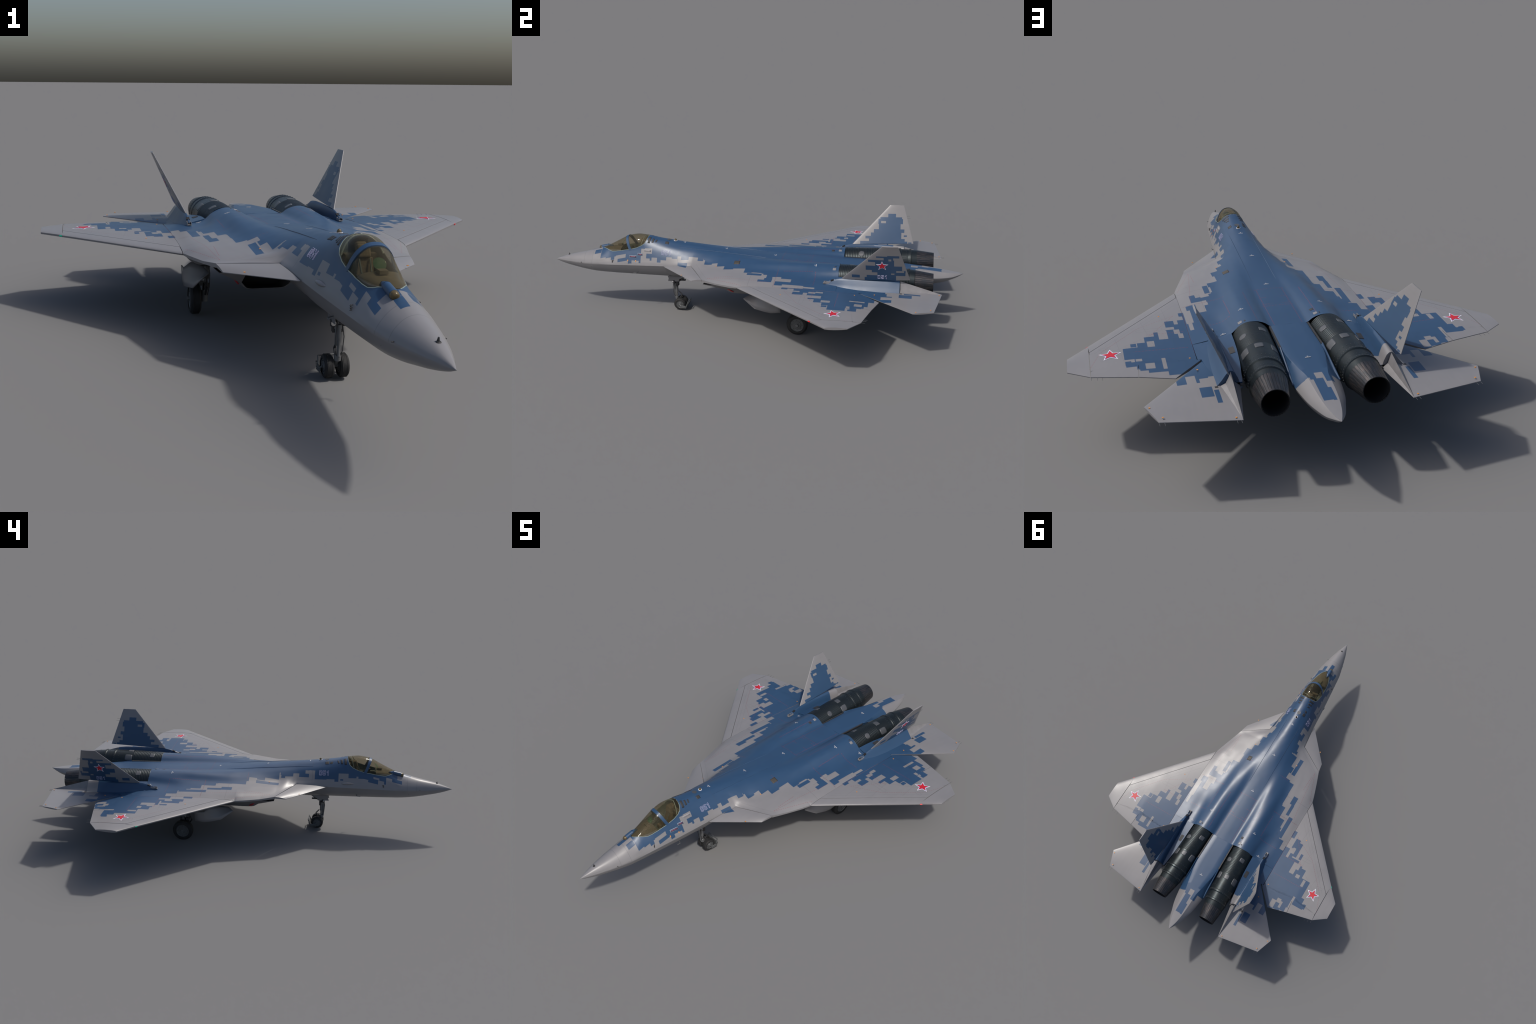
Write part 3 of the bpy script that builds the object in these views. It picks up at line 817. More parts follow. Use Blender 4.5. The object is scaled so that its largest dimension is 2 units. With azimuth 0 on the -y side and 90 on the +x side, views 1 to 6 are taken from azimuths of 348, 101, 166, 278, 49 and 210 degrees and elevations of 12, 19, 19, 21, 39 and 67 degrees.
# ------------------------------------------------------------------ tail pods, beams, boom
def build_tail():
    # outer beam below the fin, from the wing box to the tailplane hinge
    st = [  # y, x_in, x_out, z_in, z_out, z_bottom
        (.4452, .1885, .3140, .2605, float(wing_up(.314, .4452)) - .0004, .205),
        (.50,   .1900, .3135, .2585, float(wing_up(.314, .50)) - .0004, .207),
        (.5435, .1915, .3125, .2545, float(wing_up(.314, .5435)) - .0004, .209),
        (.546,  .1915, .3015, .2545, .2315, .209),
        (.62,   .197,  .2945, .2460, .2300, .210),
        (.72,   .210,  .2880, .2330, .2270, .212)]
    rows = []
    for y, xi, xo, zi, zo, zb in st:
        rows.append([(xi, y, zb), (xi, y, zi), (mix(xi, xo, .35), y, mix(zi, zo, .45)), (mix(xi, xo, .7), y, mix(zi, zo, .8)), (xo, y, zo),
                     (xo, y, mix(zo, zb, .55)), (mix(xi, xo, .6), y, zb)])
    G = Geo()
    G.grid(np.array(rows), 0, close_v=True)
    k = len(rows[0])
    G.add(rows[-1], [tuple(range(k))]); G.add(rows[0], [tuple(range(k))])
    both(G, 'tail_beam', ['tail'], smooth=30)
    # fin pod
    ys = np.linspace(.392, .720, 36)
    ridge = pchip([.386, .42, .466, .56, .668, .72], [.2530, .2660, .2765, .2785, .2770, .2720])
    xr = lin([.386, .47, .72], [.2462, .2468, .2445])
    wo = pchip([.386, .43, .50, .60, .72], [.0055, .017, .031, .0395, .0435])
    wi = pchip([.386, .43, .50, .60, .668, .72], [.0045, .0085, .0130, .0175, .0215, .0280])
    zb = lin([.386, .47, .56, .72], [.2445, .238, .231, .225])
    rows = []
    for y in ys:
        r, x0, a, b, z0 = float(ridge(y)), float(xr(y)), float(wo(y)), float(wi(y)), float(zb(y))
        h = r - z0
        rows.append([(x0 - b, y, z0), (x0 - b*.80, y, z0 + .42*h), (x0 - b*.48, y, z0 + .82*h), (x0 - .22*b, y, r - .03*h), (x0 + .0005, y, r),
                     (x0 + .12*a, y, r - .04*h), (x0 + .30*a, y, z0 + .78*h), (x0 + .58*a, y, z0 + .42*h), (x0 + .84*a, y, z0 + .14*h), (x0 + a, y, z0)])
    G = Geo()
    G.grid(np.array(rows), 0)
    G.add(rows[-1], [tuple(range(10))]); G.add(rows[0], [tuple(range(10))])
    pods = both(G, 'fin_pod', ['tail'], smooth=40)
    # tailplane root wedge behind the pod
    G = Geo()
    a = [(.2165, .7225, .222), (.2340, .7225, .238), (.2445, .7225, .2705), (.2505, .7225, .254), (.2600, .7225, .236), (.2875, .7225, .222)]
    tip = (.2455, .902, .2155)
    rows = []
    for i in range(9):
        t = i/8
        rows.append([tuple(mix(np.array(p), np.array(tip) + (np.array(p) - np.array(a[2]))*np.array([.04, 0, .03]), t)) for p in a])
    G.grid(np.array(rows), 0)
    G.add(rows[0], [tuple(range(6))]); G.add(rows[-1], [tuple(range(6))])
    G.grid(np.array([[r[0], r[-1]] for r in rows]), 0)
    both(G, 'tailplane_root', ['grey'], smooth=25)
    # small scoop mouth at the front of each fin pod
    G = Geo()
    G.box((.2462, .3935, .2515), (.0125, .022, .002), 1)
    G.box((.2405, .400, .2545), (.0012, .030, .008), 1); G.box((.2520, .400, .2545), (.0012, .030, .008), 1)
    G.box((.2462, .410, .2560), (.0100, .0025, .0085), 1)
    G.box((.2462, .4005, .2540), (.0100, .018, .0040), 0)
    G.box((.2466, .4235, .2655), (.0100, .014, .0040), 0, Matrix.Rotation(math.radians(22), 3, 'X'))
    both(G, 'pod_scoop', ['black', 'grey'], smooth=0)
    # tailplane pivot
    G = Geo()
    G.box((.287, .7245, .2265), (.010, .012, .004), 0); G.box((.214, .7245, .2265), (.007, .010, .004), 0)
    both(G, 'tailplane_hinge', ['dark'], smooth=0)
    # central boom between the engines
    sec = [  # y, z_top, ridge x, ridge z, chine x, chine z, bottom x, z_bottom
        (.4452, .2728, .0605, .2715, .0615, .2300, .050, .178),
        (.52, .2690, .0610, .2682, .0625, .2290, .050, .178),
        (.60, .2645, .0625, .2640, .0680, .2280, .048, .177),
        (.65, .2615, .0590, .2607, .0705, .2275, .046, .176),
        (.70, .2585, .0500, .2575, .0718, .2265, .044, .176),
        (.74, .2560, .0420, .2555, .0715, .2250, .042, .176),
        (.777, .2540, .0340, .2535, .0690, .2235, .039, .177),
        (.82, .2500, .0320, .2495, .0635, .2215, .034, .1785),
        (.86, .2455, .0300, .2450, .0560, .2195, .028, .182),
        (.905, .2400, .0255, .2395, .0425, .2175, .020, .189),
        (.945, .2350, .0185, .2345, .0290, .2185, .012, .2005),
        (.975, .2315, .0095, .2312, .0140, .2235, .005, .2135),
        (.9985, .2290, .0006, .2289, .0008, .2285, .0004, .2278)]
    A = np.array(sec)
    fy = [pchip(A[:, 0], A[:, i]) for i in range(1, 8)]
    rows = []
    for y in np.linspace(.4452, .9985, 70):
        zt, xr_, zr, xc, zc, xb, zbm = [float(f(y)) for f in fy]
        half = [(0, zt), (xr_*.5, zt), (xr_*.94, mix(zt, zr, .6)), (xr_, zr - .0012), (mix(xr_, xc, .5), mix(zr, zc, .45)), (xc*.985, mix(zc, zr, .06)), (xc, zc),
                (xc*.97, mix(zc, zbm, .18)), (mix(xc, xb, .55), mix(zc, zbm, .68)), (xb, zbm + .0025), (xb*.5, zbm), (0, zbm)]
        full = [(x, y, z) for x, z in half] + [(-x, y, z) for x, z in reversed(half[1:-1])]
        rows.append(full)
    G = Geo(); G.grid(np.array(rows), 0, close_v=True)
    k = len(rows[0]); G.add(rows[0], [tuple(range(k))])
    fix_normals(G.make('tail_boom', ['boom'], smooth=28))
    # narrow fairing strips along the engine bays
    G = Geo()
    P = [(.0665, .600, .2700), (.0700, .766, .2270), (.0640, .766, .2250), (.0600, .600, .2600)]
    G.prism(P, (.0028, 0, -.002))
    both(G, 'engine_bay_fairing', ['blue'], smooth=0)
    G = Geo()
    G.prism([(.0605, .446, .2722), (.0665, .446, .2722), (.0690, .598, .2660), (.0630, .598, .2660)], (0, 0, -.006))
    both(G, 'engine_bay_edge', ['dark'], smooth=0)
    return ridge

# ------------------------------------------------------------------ engines
E0, E1 = np.array([.1250, .4452, .2320]), np.array([.1472, .8640, .2320])
def eng_axis(y):
    t = (y - E0[1])/(E1[1] - E0[1])
    return E0 + (E1 - E0)*t
def eng_r(y):
    return float(np.interp(y, [.44, .60, .66, .695, .70, .708, .712, .745, .750, .757, .76, .785, .864],
                           [.0632, .0630, .0615, .0600, .0620, .0620, .0586, .0570, .0588, .0588, .0558, .0530, .0415]))
def build_engines():
    ax = Vector(E1 - E0).normalized()
    L = (E1 - E0)[1]
    def pr(y, r):
        return ((y - E0[1])/ax.y, r)
    G = Geo()
    prof = []
    for y in np.arange(.4452, .5995, .0011):          # fine circumferential ribs
        prof.append(pr(y, eng_r(y) + .0007*max(0, math.sin(2*math.pi*(y - .445)/.0078))))
    for y in np.concatenate([np.arange(.60, .785, .0035), [.695, .6985, .7002, .708, .7095, .712, .745, .7485, .750, .757, .7585, .760, .7845]]):
        prof.append(pr(y, eng_r(y)))
    prof = sorted(set(prof))
    G.lathe(prof, E0, ax, n=72, mat=0)
    # raised studs round the afterburner rings
    for y0, n, s in ((.704, 40, .0016), (.678, 30, .0013), (.753, 40, .0014), (.735, 36, .001)):
        c = Vector(eng_axis(y0)); r = eng_r(y0)
        for i in range(n):
            a = 2*math.pi*i/n
            d = Vector((math.cos(a), 0, math.sin(a)))
            G.box(c + d*(r + .0004), (s, s*2.2, s), 1, Matrix.Rotation(-a, 3, 'Y'))
    engs = both(G, 'engine', ['engine', 'panel'], smooth=30, fix=False)
    # nozzle: ring of overlapping petals
    N = 32
    for k, e in enumerate(engs):
        sg = 1 if k == 0 else -1
        G = Geo()
        for i in range(N):
            a0, a1 = 2*math.pi*(i + .045)/N, 2*math.pi*(i + .955)/N
            outer, inner = [], []
            for y in np.linspace(.7845, .8640, 6):
                c = eng_axis(y); r = eng_r(y)
                ro, ri = [], []
                for s in (0, .5, 1):
                    a = mix(a0, a1, s)
                    rr = r + (.0005 if s == .5 else 0)
                    d = np.array([math.cos(a), 0, math.sin(a)])
                    ro.append(c + d*rr); ri.append(c + d*(rr - .0022))
                outer.append(ro); inner.append(ri)
            o, n_ = np.array(outer), np.array(inner)
            G.grid(o, 0, flip=True); G.grid(n_, 1)
            G.grid(np.stack([o[-1], n_[-1]]), 1)
            G.grid(np.stack([o[:, 0], n_[:, 0]]), 1); G.grid(np.stack([o[:, -1], n_[:, -1]]), 1)
        # seal ring just inside the petals and the jet pipe
        ring = Geo()
        prof = [pr(y, eng_r(y) - .0024) for y in np.linspace(.784, .861, 5)] + [pr(y, r) for y, r in ((.861, .0385), (.80, .045), (.70, .047), (.62, .047), (.60, .03), (.60, .0))]
        ring.lathe(prof, E0, ax, n=48, mat=1)
        G.add(ring.v, ring.f, 1)
        if sg < 0:
            G = G.mirror()
        G.make('nozzle', ['nozzle', 'black'], parent=e, smooth=30)
    # rounded access panels lying on the casing
    def patch(sx, y0, y1, a0, a1, cut=.14, up=.0009):
        H = Geo()
        nu, nv = 9, 9
        pts = np.zeros((nu, nv, 3))
        for i in range(nu):
            for j in range(nv):
                u, v = 2*i/(nu-1) - 1, 2*j/(nv-1) - 1
                uu, vv = u*math.sqrt(1 - cut*v*v), v*math.sqrt(1 - cut*u*u)     # softly rounded outline
                y = mix(y0, y1, (uu + 1)/2); a = math.radians(mix(a0, a1, (vv + 1)/2))
                c = eng_axis(y)*np.array([sx, 1, 1]); r = eng_r(y) + up
                pts[i, j] = c + r*np.array([math.sin(a), 0, math.cos(a)])
        H.grid(pts, 0)
        return H
    for e, sx in zip(engs, (1, -1)):
        for spec in ((.604, .642, 36, 66), (.606, .632, -10, 16), (.604, .642, -62, -33), (.512, .538, 25, 52, .45), (.488, .512, -40, -15)):
            ob = fix_normals(patch(sx, *spec).make('access_panel', ['panel'], parent=e, smooth=40))
            md = ob.modifiers.new('thick', 'SOLIDIFY'); md.thickness = .002; md.offset = -1

# ------------------------------------------------------------------ air intakes and lower nacelles
def build_nacelles():
    # lip rake: how far aft the lip lies at each height
    lip_in = lin([.120, .143, .155, .175, .200, .225], [-.030, -.042, -.074, -.115, -.155, -.195])
    lip_out = lin([.120, .143, .154, .175, .204, .225], [-.020, -.034, -.064, -.089, -.145, -.175])
    lean_front = lin([.140, .155, .175, .204, .225], [0, .005, .018, .064, .092])
    xo = pchip([-.19, 0.0, .15, .30, .445, .70], [.1590, .1580, .1650, .1780, .1890, .2020])
    xi = pchip([-.19, 0.0, .15, .30, .445, .70], [.0480, .0480, .0500, .0560, .0612, .0770])
    zb = pchip([-.19, -.02, .05, .15, .30, .445, .60, .70], [.1500, .1470, .1420, .1430, .1520, .1675, .1690, .1720])
    zt = lin([-.19, .0, .445, .46, .70], [.2200, .2230, .2340, .2300, .2300])
    ex = lin([-.19, .02, .10, .30, .445, .70], [8.0, 8.0, 5.0, 3.0, 2.05, 2.0])       # box -> circle
    n = 40
    def ring(y, shrink=0.0, raked=None):
        out = []
        a, b, z0, z1, e = float(xi(y)) + shrink, float(xo(y)) - shrink, float(zb(y)) + shrink, float(zt(y)), float(ex(y))
        cx, hw = (a + b)/2, (b - a)/2
        for i in range(n + 1):
            th = math.pi*i/n                      # from outer top, under, to inner top
            c, s = math.cos(th), math.sin(th)
            x = cx + hw*math.copysign(abs(c)**(2/e), c)
            z = z1 - (z1 - z0)*abs(s)**(2/e)
            if c > 0:                                   # outer wall leans outwards
                aft = max(0.0, z - .145)*float(np.interp(y, [0, .10, .30, .445], [1.30, 1.25, .55, 0]))
                x += min(1.0, c*1.6)*min(.020 if shrink else 1.0, mix(float(lean_front(z)), aft, raked) if raked is not None else aft)
            yy = y
            if raked is not None:
                k = i/n
                yy = mix(float(lip_out(z)), float(lip_in(z)), k*k*(3 - 2*k))*(1 - raked) + y*raked
            out.append((x, yy, z))
        return out
    G = Geo()
    rows = [ring(-.0, 0, 0.0)]
    rows += [ring(mix(0, .06, r), 0, r) for r in (.25, .5, .75, 1.0)]
    rows += [ring(y) for y in np.linspace(.08, .70, 32)]
    G.grid(np.array(rows), 0)
    r0, r1 = np.array(ring(0, 0, 0.0)), np.array(ring(0, .0035, 0.0))
    G.grid(np.stack([r0, r1]), 0)
    duct = [ring(0, .0035, 0.0)] + [ring(mix(0, .06, r), .005, r) for r in (.3, .55)]
    G.grid(np.array(duct), 1)
    G.add(duct[-1], [tuple(range(n + 1))], 1)
    both(G, 'intake_nacelle', ['under', 'duct'], smooth=32, fix=False)
    # red warning stripe on the outer lip
    G = Geo()
    G.prism([(.1905, -.080, .186), (.1935, -.070, .186), (.1760, -.044, .163), (.1730, -.054, .163)], (.0012, 0, -.0012))
    both(G, 'warning_stripe', ['red'], smooth=0)
    # missile-bay fairings under the wing root (between nacelle and main gear)
    G = Geo()
    rows = []
    for y in np.linspace(.012, .44, 30):
        t = (y - .012)/.428
        w = .045*(math.sin(math.pi*min(1, t*1.02))**.35 if 0 < t < 1 else 0) + .0005
        h = .046*(math.sin(math.pi*t)**.5 if 0 < t < 1 else 0) + .0005
        zc = float(np.interp(y, [-.02, .46], [.213, .214]))
        rows.append([(.247 + w*math.cos(a), y, zc + .008 - h*math.sin(a)**.8) for a in np.linspace(0, math.pi, 13)])
    G.grid(np.array(rows), 0)
    both(G, 'side_bay_fairing', ['under'], smooth=40)

# ------------------------------------------------------------------ cockpit
def build_cockpit(on_skin):
    # tub that closes the opening below the glazing
    ys = np.linspace(-.732, -.500, 40)
    rows = []
    for y in ys:
        xs = max(float(sill(y)) - .0008, .0005)
        zs = float(skin_z(xs, y)) - .0012
        floor = float(np.interp(y, [-.732, -.70, -.66, -.64, -.53, -.50], [.300, .285, .26, .245, .245, .30]))
        floor = min(floor, zs - .002)
        rows.append([(xs, y, zs), (xs*.97, y, mix(zs, floor, .4)), (xs*.85, y, floor), (0, y, floor), (-xs*.85, y, floor), (-xs*.97, y, mix(zs, floor, .4)), (-xs, y, zs)])
    G = Geo(); G.grid(np.array(rows), 0)
    tub = G.make('cockpit_tub', ['cockpit'], smooth=40)
    # instrument coaming: a smooth hood rising towards the pilot
    rows = []
    for y in np.linspace(-.731, -.634, 22):
        xs = max(float(sill(y)) - .001, .0005)
        zs = float(skin_z(xs, y)) - .001
        top = float(np.interp(y, [-.731, -.70, -.66, -.634], [.304, .309, .316, .319]))
        rows.append([(xs*math.cos(a), y, zs + max(top - zs, .001)*math.sin(a)**.8) for a in np.linspace(0, math.pi, 15)])
    G = Geo(); G.grid(np.array(rows), 0)
    G.add(rows[-1], [tuple(range(15))])
    G.box((0, -.650, .322), (.018, .022, .008), 0)
    co = G.make('instrument_coaming', ['coaming'], smooth=40)
    G = Geo()
    G.box((0, -.6322, .302), (.060, .002, .022), 0)
    for x in (-.018, .018):
        G.box((x, -.6306, .302), (.026, .0015, .018), 1)
    G.make('instrument_panel', ['dark', 'screen'], parent=co, smooth=0)
    G = Geo()
    R = Matrix.Rotation(math.radians(-38), 3, 'X')
    ring = [Vector((0, -.636, .334)) + R @ Vector((.014*math.cos(a), 0, .014*math.sin(a))) for a in [2*math.pi*i/20 for i in range(20)]]
    G.prism(ring, (0, .0012, .0006))
    G.make('head_up_display', ['hud'], parent=co)
    # ejection seat
    G = Geo()
    R = Matrix.Rotation(math.radians(-17), 3, 'X')
    G.box((0, -.572, .268), (.040, .044, .016), 0)
    G.box((0, -.543, .297), (.040, .014, .062), 0, R)
    G.box((.0215, -.565, .277), (.004, .050, .020), 1); G.box((-.0215, -.565, .277), (.004, .050, .020), 1)
    seat = G.make('ejection_seat', ['seat', 'cockpit'], smooth=0)
    b = seat.modifiers.new('bev', 'BEVEL'); b.width = .003; b.segments = 2
    G = Geo()
    G.box((0, -.5335, .340), (.030, .020, .030), 0, R)
    G.box((0, -.519, .345), (.024, .016, .026), 0, R)
    hr = G.make('headrest', ['seat'], parent=seat, smooth=0)
    b = hr.modifiers.new('bev', 'BEVEL'); b.width = .005; b.segments = 3
    G = Geo()
    for sx in (-1, 1):
        G.path([(sx*.012, -.545, .326), (sx*.011, -.560, .300), (sx*.005, -.570, .278)], .002, 6)
    G.make('seat_harness', ['cockpit'], parent=seat)
    # side consoles, rear deck and canopy hoop
    G = Geo()
    for sx in (-1, 1):
        G.box((sx*.036, -.59, .288), (.016, .085, .014), 0)
        G.box((sx*.034, -.602, .299), (.006, .010, .012), 1)
    G.make('side_console', ['cockpit', 'dark'], smooth=0)
    G = Geo()
    G.box((0, -.512, .322), (.070, .022, .020), 0)
    G.make('rear_deck', ['coaming'], smooth=0)
    G = Geo()
    pts = []
    for s in np.linspace(-1, 1, 25):
        y = -.530 + .02*(1 - abs(s))
        p = on_skin(y, sill_t(y)*abs(s)*.98, -.003)
        pts.append((math.copysign(p[0], s), y, p[2]))
    G.path(pts, .0018, 6)
    G.make('canopy_hoop', ['frame'])

# ------------------------------------------------------------------ landing gear
def wheel(name, c, r, w, parent, hub=.66, outer=1):
    G = Geo()
    prof = []
    for i in range(25):
        a = math.pi*i/24
        x = -w/2*math.cos(a)
        rr = r - (1 - abs(math.sin(a))**.55)*r*(1 - hub)
        prof.append((x, rr))
    G.lathe(prof, c, (1, 0, 0), n=56, mat=0)
    # tread grooves as raised ribs
    for x in np.linspace(-w*.26, w*.26, 5):
        G.lathe([(x - w*.045, r - .0016), (x - w*.04, r + .0002), (x + w*.04, r + .0002), (x + w*.045, r - .0016)], c, (1, 0, 0), n=56, mat=0)
    t = G.make(name, ['tyre'], parent=parent, smooth=40)
    G = Geo()
    h = r*hub
    for sg in (-1, 1):
        p = [(sg*w*.40, h*1.02), (sg*w*.44, h*.97), (sg*w*.38, h*.90), (sg*w*.36, h*.62), (sg*w*.43, h*.55), (sg*w*.43, h*.34), (sg*w*.47, h*.30), (sg*w*.49, h*.18), (sg*w*.49, 0.0001)]
        G.lathe(p, c, (1, 0, 0), n=40, mat=0)
        for i in range(8):
            a = 2*math.pi*i/8
            q = Vector(c) + Vector((sg*w*.37, h*.76*math.cos(a), h*.76*math.sin(a)))
            G.tube(q, q + Vector((sg*.0012, 0, 0)), h*.06, n=8, mat=1)
    G.make('wheel_hub', ['hub', 'strutdark'], parent=t, smooth=30, fix=True)
    return t

def build_gear():
    # ---------------- nose gear
    e = bpy.data.objects.new('nose_gear', None); SC.objects.link(e); e.parent = ROOT
    G = Geo()
    G.tube((0, -.376, .176), (0, -.377, .125), .0105, .0095, mat=0)
    G.tube((0, -.377, .125), (0, -.3785, .085), .0075, mat=0)
    G.tube((0, -.3785, .088), (0, -.379, .052), .0055, mat=2)
    G.tube((0, -.379, .062), (0, -.379, .048), .0085, mat=0)
    G.tube((0, -.379, .053), (0, -.360, .030), .0062, .0052, mat=0)      # trailing arm
    G.tube((-.030, -.360, .029), (.030, -.360, .029), .0045, mat=0)       # axle
    G.tube((0, -.390, .138), (0, -.387, .060), .0042, mat=0)              # front damper
    G.path([(0, -.387, .060), (0, -.384, .050)], .004, mat=0)
    G.path([(0, -.368, .088), (0, -.352, .070), (0, -.362, .054)], .0028, mat=1)  # torque link
    for sx in (-1, 1):
        G.path([(sx*.006, -.389, .145), (sx*.010, -.394, .110), (sx*.008, -.391, .075), (sx*.004, -.384, .058)], .0011, 6, mat=1)
        G.tube((sx*.015, -.384, .150), (sx*.015, -.384, .134), .0065, mat=1)
        G.tube((sx*.015, -.385, .142), (sx*.015, -.3915, .142), .0062, mat=2)     # taxi lights
        G.box((sx*.010, -.372, .128), (.006, .010, .022), 1)
    G.tube((-.018, -.382, .142), (.018, -.382, .142), .003, mat=1)
    G.tube((0, -.366, .140), (0, -.318, .172), .0045, mat=0)              # drag brace
    G.tube((-.012, -.372, .118), (.012, -.372, .118), .004, mat=1)
    G.tube((0, -.402, .148), (0, -.374, .146), .003, mat=1)
    G.box((0, -.350, .147), (.010, .040, .006), 1)
    G.box((0, -.404, .147), (.008, .012, .006), 1)
    G.make('nose_strut', ['strut', 'strutdark', 'chrome'], parent=e, smooth=40)
    for sx in (-1, 1):
        wheel('nose_wheel', (sx*.0185, -.360, .0292), .0290, .0235, e)
    # mudguard behind the wheels
    G = Geo()
    for sx in (-1, 1):
        x0 = sx*.0335
        G.path([(sx*.030, -.360, .029), (x0, -.352, .022), (x0, -.330, .020)], .0028, mat=0)
    for k in range(4):
        z = .012 + k*.0052
        G.box((0, -.3275 + .0022*k, z), (.072, .0030, .0042), 0, Matrix.Rotation(math.radians(-14), 3, 'X'))
    for sx in (-1, 1):
        G.box((sx*.0345, -.342, .0165), (.0016, .030, .013), 0)
        G.tube((sx*.030, -.326, .020), (sx*.030, -.317, .042), .0022, mat=0)
    G.tube((-.030, -.317, .042), (.030, -.317, .042), .0022, mat=0)
    G.make('mudguard', ['hub'], parent=e, smooth=30)
    # small doors either side of the leg
    G = Geo()
    G.prism([(.0175, -.414, .172), (.0175, -.410, .160), (.0175, -.414, .146), (.0175, -.362, .144), (.0175, -.356, .156), (.0175, -.338, .168), (.0175, -.318, .172)], (.0018, 0, 0))
    both(G, 'nose_gear_door', ['under'], parent=e, smooth=0)
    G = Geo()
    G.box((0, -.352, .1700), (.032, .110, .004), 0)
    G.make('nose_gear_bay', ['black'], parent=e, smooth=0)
    # ---------------- main gear
    for sg in (1, -1):
        e = bpy.data.objects.new('main_gear', None); SC.objects.link(e); e.parent = ROOT
        G = Geo()
        G.tube((.212, .256, .205), (.218, .258, .108), .0155, .0125, mat=0)
        G.box((.236, .282, .168), (.034, .030, .060), 1); G.box((.226, .224, .178), (.030, .026, .044), 1)
        G.tube((.218, .256, .112), (.220, .260, .062), .0068, mat=2)
        G.tube((.220, .260, .074), (.220, .261, .038), .0105, mat=0)
        G.tube((.210, .263, .0485), (.272, .263, .0485), .0065, mat=0)
        G.tube((.208, .240, .175), (.190, .150, .200), .0055, mat=0)          # side brace
        G.path([(.216, .240, .115), (.217, .226, .090), (.219, .244, .062)], .0032, mat=1)
        G.path([(.214, .245, .170), (.206, .238, .130), (.207, .240, .090), (.212, .248, .060)], .0014, 6, mat=1)
        G.box((.219, .250, .122), (.020, .022, .018), 1); G.box((.215, .246, .088), (.014, .012, .020), 1)
        G.box((.232, .243, .098), (.010, .008, .014), 1); G.box((.232, .276, .098), (.010, .008, .014), 1)
        H = G if sg > 0 else G.mirror()
        H.make('main_strut', ['strut', 'strutdark', 'chrome'], parent=e, smooth=40)
        wheel('main_wheel', (sg*.2495, .263, .0482), .0480, .0335, e)
        # outer door: sweeps out from the front of the bay, then runs aft beside the leg
        top = [(.237, .042, .175), (.250, .090, .184), (.277, .130, .188), (.296, .150, .168), (.296, .195, .166)]
        low = [(.262, .018, .166), (.280, .073, .126), (.2925, .120, .119), (.294, .150, .1145), (.293, .195, .118)]
        rows = []
        for k in range(9):
            q = k/2
            i = min(int(q), 3); f = q - i
            t_, l_ = mix(np.array(top[i]), np.array(top[i+1]), f), mix(np.array(low[i]), np.array(low[i+1]), f)
            rows.append([tuple(mix(t_, l_, v)) for v in np.linspace(0, 1, 5)])
        G = Geo(); G.grid(np.array(rows), 0)
        H = G if sg > 0 else G.mirror()
        ob = fix_normals(H.make('main_gear_door', ['under'], parent=e, smooth=25))
        md = ob.modifiers.new('thick', 'SOLIDIFY'); md.thickness = .0035; md.offset = 0
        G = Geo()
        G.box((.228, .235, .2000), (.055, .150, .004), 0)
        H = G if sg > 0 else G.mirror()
        H.make('main_gear_bay', ['black'], parent=e, smooth=0)

